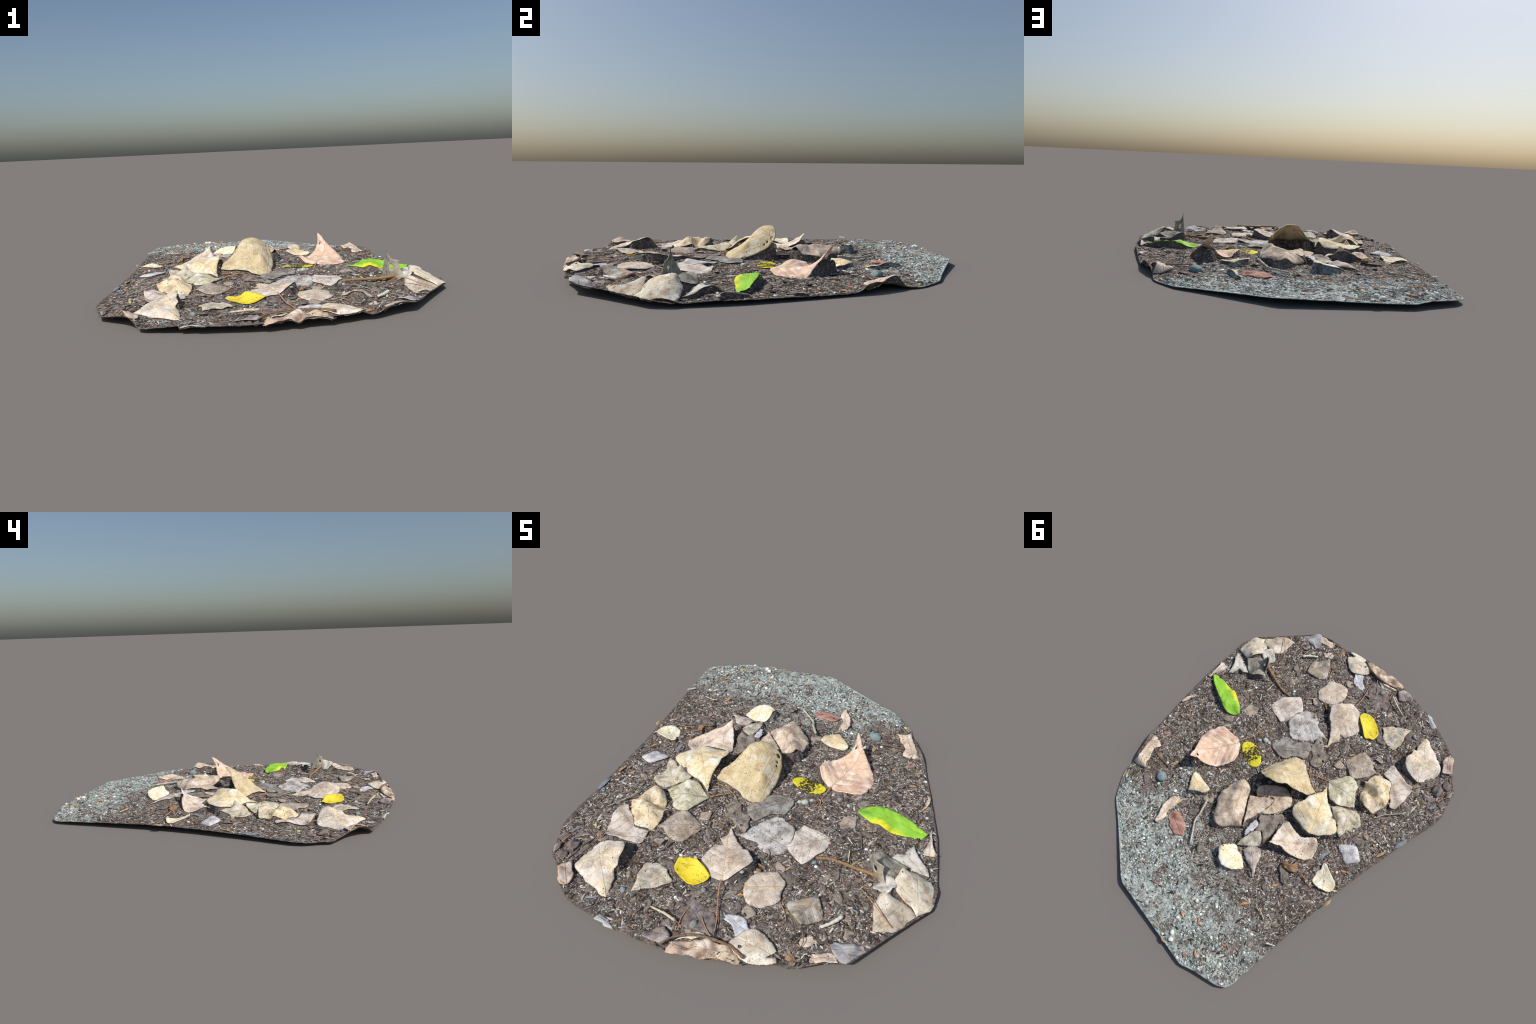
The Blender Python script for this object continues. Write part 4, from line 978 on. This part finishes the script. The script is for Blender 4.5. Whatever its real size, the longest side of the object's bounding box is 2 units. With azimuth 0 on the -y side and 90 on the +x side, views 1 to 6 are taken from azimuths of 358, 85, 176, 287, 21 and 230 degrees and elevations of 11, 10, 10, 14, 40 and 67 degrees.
stem("wood_splinter", "WOOD_CREAM", 0.0035, [(-0.560, 0.516, 0.046), (-0.588, 0.525, 0.046), (-0.619, 0.535, 0.046)])
stem("twig", "STALK_GREY", 0.002, [(-0.517, 0.526, 0.044), (-0.563, 0.556, 0.044), (-0.593, 0.572, 0.044)])
stem("wood_splinter", "WOOD_WHITE", 0.004, [(-0.717, 0.600, 0.046), (-0.734, 0.587, 0.046), (-0.758, 0.571, 0.046)])
stem("petiole", "STALK_TAN", 0.0025, [(-0.557, 0.237, 0.050), (-0.593, 0.236, 0.045), (-0.659, 0.243, 0.040)])
stem("petiole", "STALK_TAN", 0.0025, [(0.664, -0.650, 0.055), (0.569, -0.578, 0.085), (0.530, -0.528, 0.060), (0.527, -0.498, 0.040), (0.576, -0.491, 0.040)])
stem("petiole", "STALK_TAN", 0.0025, [(0.060, -0.897, 0.052), (0.019, -0.859, 0.046), (-0.011, -0.824, 0.040)])
stem("petiole", "STALK_TAN", 0.0025, [(-0.067, -0.907, 0.045), (-0.080, -0.857, 0.042), (-0.074, -0.793, 0.040)])
stem("petiole", "STALK_BROWN", 0.006, [(0.204, -0.938, 0.058), (0.141, -0.912, 0.059), (0.066, -0.907, 0.060), (-0.005, -0.917, 0.062), (-0.064, -0.945, 0.059), (-0.099, -0.983, 0.055)])
stem("twig", "STALK_GREY", 0.002, [(0.362, -0.767, 0.060), (0.379, -0.808, 0.049), (0.361, -0.851, 0.038)])
stem("twig", "BARK_RUST", 0.006, [(0.137, -0.539, 0.050), (0.120, -0.530, 0.046), (0.098, -0.520, 0.042)])
stem("twig", "BARK_RUST", 0.006, [(0.124, -0.555, 0.050), (0.102, -0.548, 0.042)])
stem("petiole", "STALK_TAN", 0.0022, [(0.251, -0.673, 0.036), (0.280, -0.711, 0.036), (0.296, -0.757, 0.036), (0.291, -0.795, 0.036)])
stem("petiole", "STALK_TAN", 0.0025, [(0.044, -0.104, 0.045), (0.012, -0.092, 0.045)])
stem("twig", "STALK_GREY", 0.0018, [(0.500, 0.339, 0.033), (0.501, 0.284, 0.033), (0.496, 0.222, 0.033)])
stem("twig", "STALK_GREY", 0.002, [(0.241, -0.074, 0.036), (0.205, -0.055, 0.036), (0.184, -0.050, 0.036)])
stem("twig", "STALK_GREY", 0.0018, [(0.365, -0.113, 0.034), (0.305, -0.081, 0.034)])
stem("petiole", "STALK_PALE", 0.0025, [(0.039, 0.050, 0.038), (0.058, 0.043, 0.038), (0.073, 0.040, 0.038)])
pebble("STONE_TEAL", (0.378, 0.492), 0.031)
pebble("STONE_PALE", (0.397, 0.672), 0.012)
pebble("STONE_TEAL", (0.486, 0.653), 0.012)
pebble("STONE_YELLOW", (0.518, 0.643), 0.008)
pebble("STONE_GREY", (0.296, 0.403), 0.014)
pebble("STONE_TEAL", (-0.359, -0.809), 0.014)
pebble("STONE_BLUE", (0.010, 0.050), 0.012)
pebble("STONE_BLUE", (-0.046, 0.033), 0.016)
pebble("STONE_PALE", (0.087, 0.182), 0.009)
pebble("STONE_PALE", (0.174, -0.110), 0.017)
pebble("STONE_PALE", (0.151, -0.115), 0.011)
pebble("STONE_WHITE", (-0.374, 0.938), 0.013)
pebble("STONE_WHITE", (-0.397, 0.964), 0.013)
pebble("STONE_WHITE", (-0.324, 0.746), 0.011)
pebble("STONE_WHITE", (-0.331, 0.873), 0.01)
pebble("STONE_WHITE", (-0.521, 0.799), 0.009)
pebble("STONE_WHITE", (-0.279, 0.863), 0.006)
pebble("STONE_WHITE", (-0.347, 0.981), 0.007)
pebble("STONE_GREY", (0.320, -0.038), 0.013)
pebble("STONE_GREY", (-0.058, -0.706), 0.012)
pebble("STONE_TEAL", (0.526, 0.305), 0.008)
pebble("STONE_WHITE", (-0.673, 0.080), 0.008)
pebble("STONE_YELLOW", (-0.665, -0.535), 0.008)
pebble("STONE_BLUE", (-0.640, -0.758), 0.01)
pebble("STONE_BLUE", (0.343, 0.332), 0.012)
pebble("STONE_WHITE", (0.425, 0.418), 0.008)
pebble("STONE_PALE", (0.200, -0.085), 0.009)
pebble("STONE_WHITE", (0.346, 0.381), 0.009)
pebble("STONE_PALE", (-0.596, 0.876), 0.012)
pebble("STONE_WHITE", (-0.488, 0.989), 0.009)
pebble("STONE_GREY", (-0.016, -0.747), 0.009)
pebble("STONE_GREY", (-0.412, 0.546), 0.01)
pebble("STONE_GREY", (0.474, 0.248), 0.01)
pebble("STONE_TEAL", (-0.394, 0.638), 0.01)
pebble("STONE_GREY", (-0.025, -0.863), 0.018)
pebble("STONE_TEAL", (0.313, -0.436), 0.01)
flake("FLAKE_ORANGE", (-0.311, 0.845), (-0.358, 0.852), 0.007)
flake("FLAKE_ORANGE", (-0.509, 0.899), (-0.556, 0.913), 0.01)
flake("FLAKE_ORANGE", (-0.352, 0.997), (-0.390, 0.995), 0.006)
flake("FLAKE_ORANGE", (-0.401, 0.780), (-0.419, 0.807), 0.008)
flake("FLAKE_PINK", (-0.352, 0.774), (-0.367, 0.746), 0.01)
flake("FLAKE_PINK", (-0.416, 0.811), (-0.455, 0.802), 0.007)
flake("FLAKE_ORANGE", (-0.481, 0.589), (-0.507, 0.541), 0.012)
flake("FLAKE_ORANGE", (-0.514, 0.401), (-0.523, 0.361), 0.011)
flake("FLAKE_PINK", (-0.486, 0.956), (-0.510, 0.942), 0.018)
flake("FLAKE_ORANGE", (-0.279, 0.986), (-0.302, 0.985), 0.007)
flake("FLAKE_ORANGE", (-0.577, 0.773), (-0.601, 0.767), 0.007)
flake("FLAKE_PINK", (-0.577, 0.907), (-0.577, 0.891), 0.008)
flake("FLAKE_PINK", (-0.087, 0.873), (-0.129, 0.853), 0.008)
flake("FLAKE_ORANGE", (-0.680, 0.064), (-0.703, 0.038), 0.009)
flake("FLAKE_ORANGE", (-0.678, -0.177), (-0.700, -0.177), 0.009)
flake("FLAKE_PINK", (0.610, 0.324), (0.576, 0.306), 0.016)
flake("FLAKE_TAN", (0.401, 0.403), (0.388, 0.363), 0.018)
flake("FLAKE_ORANGE", (0.537, 0.281), (0.505, 0.254), 0.007)
flake("FLAKE_TAN", (0.237, -0.476), (0.205, -0.516), 0.008)
flake("FLAKE_TAN", (0.481, -0.385), (0.501, -0.365), 0.006)
flake("FLAKE_PINK", (0.237, -0.207), (0.233, -0.228), 0.009)
flake("FLAKE_TAN", (-0.594, -0.135), (-0.597, -0.166), 0.009)
flake("FLAKE_TAN", (-0.470, 0.046), (-0.470, 0.026), 0.006)
flake("FLAKE_TAN", (-0.737, -0.142), (-0.762, -0.193), 0.014)
flake("FLAKE_TAN", (-0.762, 0.195), (-0.761, 0.253), 0.014)
flake("FLAKE_TAN", (0.640, 0.181), (0.606, 0.172), 0.008)
flake("FLAKE_TAN", (0.657, 0.292), (0.618, 0.269), 0.008)
flake("FLAKE_TAN", (-0.207, -0.422), (-0.218, -0.456), 0.01)
flake("FLAKE_PALE", (-0.487, -0.870), (-0.482, -0.907), 0.005)
flake("FLAKE_PALE", (-0.632, -0.503), (-0.655, -0.516), 0.005)
flake("FLAKE_YELLOW", (0.185, 0.521), (0.183, 0.483), 0.009)
flake("FLAKE_ORANGE", (0.077, -0.688), (0.104, -0.680), 0.008)
flake("FLAKE_BLUE", (-0.562, 0.114), (-0.557, 0.033), 0.018)
flake("FLAKE_BLUE", (-0.776, -0.251), (-0.772, -0.341), 0.022)
flake("FLAKE_BLUE", (-0.720, -0.554), (-0.743, -0.610), 0.012)
flake("FLAKE_BLUE", (-0.761, -0.312), (-0.751, -0.346), 0.014)


# ------------------------------------------------------------------- scattered leaf scraps
def scraps(count):
    """Small flat bits of rotted leaf pressed on the mulch, from a few shared shapes."""
    looks = [DARK_GREY_BROWN(), GREY_BROWN(), DARK_GREY_BROWN(), GREY_BROWN_LIGHT(), GREY_BROWN()]
    meshes = []
    for s in range(10):
        r = np.random.default_rng(100 + s)
        m = 13
        w = np.linspace(0, math.tau, m, endpoint=False)
        rad = (0.62 + 0.38 * r.random(m)) * 0.5
        P = closed_curve(np.c_[rad * np.cos(w), rad * np.sin(w) * r.uniform(0.5, 0.85), 0 * w], 0.09, 0.4)
        n = len(P)
        V, F = [], []
        for q, f in enumerate((1.0, 0.55, 0.0)):
            for p in (P if f else P[:1] * 0):
                x, y = p[0] * f, p[1] * f
                V.append((x, y, 0.06 * float(value_noise(x * 0.1 + s, y * 0.1, 0.03, 81)) + 0.05 * f * f * (x * x * 4)))
        for i in range(n):
            F.append((i, (i + 1) % n, n + (i + 1) % n, n + i))
            F.append((n + i, n + (i + 1) % n, 2 * n))
        me = bpy.data.meshes.new("leaf_scrap")
        me.from_pydata(V, [], F)
        me.polygons.foreach_set("use_smooth", [True] * len(me.polygons))
        me.materials.append(looks[s % 5])
        me.update()
        meshes.append(me)
    done = 0
    r = np.random.default_rng(5)
    while done < count:
        x, y = r.uniform(-0.8, 0.8), r.uniform(-0.98, 0.9)
        rr, _ = rim_at(math.atan2(y, x))
        i, j = raster(np.array([x]), np.array([y]))
        if math.hypot(x, y) > rr - 0.03 or covered[i[0], j[0]] or hi_[i[0], j[0]] > 0.008 or grit_share(x, y) > 0.5 or (y > -0.5 and r.random() < 0.45):
            continue
        ob = bpy.data.objects.new("leaf_scrap", meshes[int(r.integers(10))])
        scene.collection.objects.link(ob)
        s = float(r.uniform(0.02, 0.05) if done % 4 else r.uniform(0.05, 0.085))
        ob.scale = (s, s, s)
        ob.location = (x, y, float(soil_at(x, y)) + (0.0022 if s < 0.05 else 0.0035))
        ob.rotation_euler = (float(r.normal(0, 0.12)), float(r.normal(0, 0.12)), float(r.uniform(0, 6.28)))
        ob.parent = patch
        t = ob.modifiers.new("thickness", "SOLIDIFY")
        t.thickness = 0.03
        done += 1


scraps(190)


# ---------------------------------------------------------------------- loose stuff
def spots(count, accept, seed, margin=0.012):
    r = np.random.default_rng(seed)
    X, Y = np.zeros(0), np.zeros(0)
    while len(X) < count:
        x, y = r.uniform(-0.82, 0.82, count), r.uniform(-1.0, 1.0, count)
        rr, _ = rim_at(np.arctan2(y, x))
        i, j = raster(x, y)
        ok = (np.hypot(x, y) < rr - margin) & ~covered[i, j] & (r.random(count) < accept(x, y, hi_[i, j]))
        X, Y = np.r_[X, x[ok]], np.r_[Y, y[ok]]
    return X[:count], Y[:count], r


def stuff(name, template, tris, X, Y, size, yaw, pitch, roll, lift, material):
    n, m = len(X), len(template)
    V = np.tile(template[None], (n, 1, 1)) * size[:, None, :]
    for ang, (a, b) in ((roll, (1, 2)), (pitch, (0, 2)), (yaw, (0, 1))):
        c, s = np.cos(ang)[:, None], np.sin(ang)[:, None]
        p, q = V[:, :, a] * c - V[:, :, b] * s, V[:, :, a] * s + V[:, :, b] * c
        V[:, :, a], V[:, :, b] = p, q
    V += np.stack([X, Y, soil_at(X, Y) + lift], 1)[:, None]
    F = (np.asarray(tris)[None] + (np.arange(n) * m)[:, None, None]).reshape(-1, 3)
    me = bpy.data.meshes.new(name)
    me.vertices.add(n * m)
    me.vertices.foreach_set("co", V.astype(np.float32).ravel())
    me.loops.add(F.size)
    me.loops.foreach_set("vertex_index", F.astype(np.int32).ravel())
    me.polygons.add(len(F))
    me.polygons.foreach_set("loop_start", np.arange(0, F.size, 3, dtype=np.int32))
    me.polygons.foreach_set("loop_total", np.full(len(F), 3, np.int32))
    me.update(calc_edges=True)
    me.validate()
    me.materials.append(material)
    ob = bpy.data.objects.new(name, me)
    scene.collection.objects.link(ob)
    ob.parent = patch
    ob["kind"] = "stuff"
    return ob


def per_piece(name, stops, rough=0.9):
    n = Nodes(name)
    g = n.t.nodes.new("ShaderNodeNewGeometry")
    col = n.ramp(g.outputs["Random Per Island"], stops, "CONSTANT")
    col = n.mix(1.0, col, n.ramp(n.noise(260, 3, 0.6), [(0.25, 0.78), (0.75, 1.15)]), "MULTIPLY")
    col = n.mix(1.0, col, n.ramp(n.noise(16, 4, 0.65, n.offset(loc=(8, 1, 2))), [(0.32, 0.68), (0.5, 1.0), (0.68, 1.18)]), "MULTIPLY")
    return n.finish(col, rough)


# a chip: flat six-sided sliver with tapered ends
CHIP = np.array([(-0.5, -0.18, 0), (-0.5, 0.16, 0), (0.5, 0.2, 0), (0.5, -0.14, 0), (0.05, 0.5, 0), (-0.05, -0.5, 0),
                 (-0.34, 0, 0.5), (0.36, 0, 0.5)], float)
CHIP_T = [(0, 5, 6), (5, 3, 7), (5, 7, 6), (3, 2, 7), (2, 4, 7), (4, 6, 7), (4, 1, 6), (1, 0, 6)]
CHIP_COLOURS = per_piece("mulch_chip", [
    (0.00, srgb(54, 48, 44)), (0.15, srgb(76, 68, 63)), (0.32, srgb(98, 89, 82)), (0.46, srgb(116, 106, 99)),
    (0.57, srgb(136, 123, 113)), (0.65, srgb(150, 142, 136)), (0.74, srgb(172, 164, 157)), (0.83, srgb(196, 188, 180)),
    (0.90, srgb(144, 116, 102)), (0.94, srgb(174, 140, 114)), (0.955, srgb(150, 156, 160)), (0.975, srgb(222, 215, 205))])


def chips(count):
    X, Y, r = spots(count, lambda x, y, h: (1 - 0.86 * grit_share(x, y)) * np.where(h > 0.010, 0.45, 1.0) * (0.45 + 0.55 * smoothstep(-0.3, 0.3, value_noise(x, y, 0.08, 35))), 3)
    ln = np.clip(r.lognormal(math.log(0.0105), 0.52, count), 0.004, 0.038)
    wd = np.clip(ln * r.uniform(0.16, 0.5, count), 0.0016, 0.009)
    size = np.stack([ln, wd, np.clip(wd * 0.36, 0.0009, 0.0020)], 1)
    stuff("mulch_chip", CHIP, CHIP_T, X, Y, size, r.uniform(0, 6.28, count), r.normal(0, 0.085, count),
          r.normal(0, 0.16, count), r.uniform(0.0001, 0.0016, count), CHIP_COLOURS)
    # a few hundred bigger slips of bark
    m = 420
    X, Y, r = spots(m, lambda x, y, h: (1 - 0.8 * grit_share(x, y)) * np.where(h > 0.010, 0.1, 1.0), 43, 0.026)
    ln = r.uniform(0.022, 0.048, m)
    wd = ln * r.uniform(0.16, 0.36, m)
    stuff("bark_slip", CHIP, CHIP_T, X, Y, np.stack([ln, wd, np.full(m, 0.0022)], 1), r.uniform(0, 6.28, m),
          r.normal(0, 0.05, m), r.normal(0, 0.12, m), r.uniform(0.001, 0.0025, m), CHIP_COLOURS)


def grains(count):
    t = (1 + 5 ** 0.5) / 2
    ico = np.array([(-1, t, 0), (1, t, 0), (-1, -t, 0), (1, -t, 0), (0, -1, t), (0, 1, t), (0, -1, -t), (0, 1, -t),
                    (t, 0, -1), (t, 0, 1), (-t, 0, -1), (-t, 0, 1)], float) / 3.8
    tri = [(0, 11, 5), (0, 5, 1), (0, 1, 7), (0, 7, 10), (0, 10, 11), (1, 5, 9), (5, 11, 4), (11, 10, 2), (10, 7, 6),
           (7, 1, 8), (3, 9, 4), (3, 4, 2), (3, 2, 6), (3, 6, 8), (3, 8, 9), (4, 9, 5), (2, 4, 11), (6, 2, 10), (8, 6, 7), (9, 8, 1)]
    ico = ico + np.random.default_rng(2).normal(0, 0.05, ico.shape)
    X, Y, r = spots(count, lambda x, y, h: 0.07 + 0.93 * grit_share(x, y) ** 1.2 * smoothstep(-0.25, 0.25, value_noise(x, y, 0.07, 33) + 0.6 * value_noise(x, y, 0.03, 34)), 9)
    s = np.clip(r.lognormal(math.log(0.0052), 0.52, count), 0.0024, 0.021)
    size = np.stack([s * r.uniform(0.9, 1.5, count), s, s * 0.42], 1)
    mat = per_piece("grit_grain", [
        (0.0, srgb(104, 111, 108)), (0.14, srgb(142, 153, 148)), (0.34, srgb(166, 177, 172)), (0.52, srgb(188, 198, 193)),
        (0.66, srgb(210, 219, 216)), (0.78, srgb(240, 244, 242)), (0.86, srgb(118, 108, 102)), (0.93, srgb(158, 170, 170)), (0.97, srgb(172, 150, 134))])
    stuff("grit_grain", ico, tri, X, Y, size, r.uniform(0, 6.28, count), r.normal(0, 0.2, count), r.normal(0, 0.2, count),
          s * 0.03, mat)


def needles(count):
    """Long thin shreds of grass and pine needle lying on the mulch."""
    X, Y, r = spots(count, lambda x, y, h: (1 - 0.8 * grit_share(x, y)) * np.where(h > 0.008, 0.1, 1.0), 21, 0.035)
    ln = np.clip(r.lognormal(math.log(0.028), 0.42, count), 0.012, 0.09)
    wd = r.uniform(0.0011, 0.0022, count)
    mat = per_piece("dry_needle", [(0.0, srgb(128, 112, 98)), (0.3, srgb(160, 142, 120)), (0.55, srgb(176, 122, 88)),
                                   (0.72, srgb(104, 92, 84)), (0.88, srgb(204, 196, 178))])
    stuff("dry_needle", CHIP, CHIP_T, X, Y, np.stack([ln, wd, wd], 1), r.uniform(0, 6.28, count), r.normal(0, 0.05, count),
          r.normal(0, 0.3, count), r.uniform(0.001, 0.003, count), mat)


chips(44000)
grains(12000)
needles(1700)
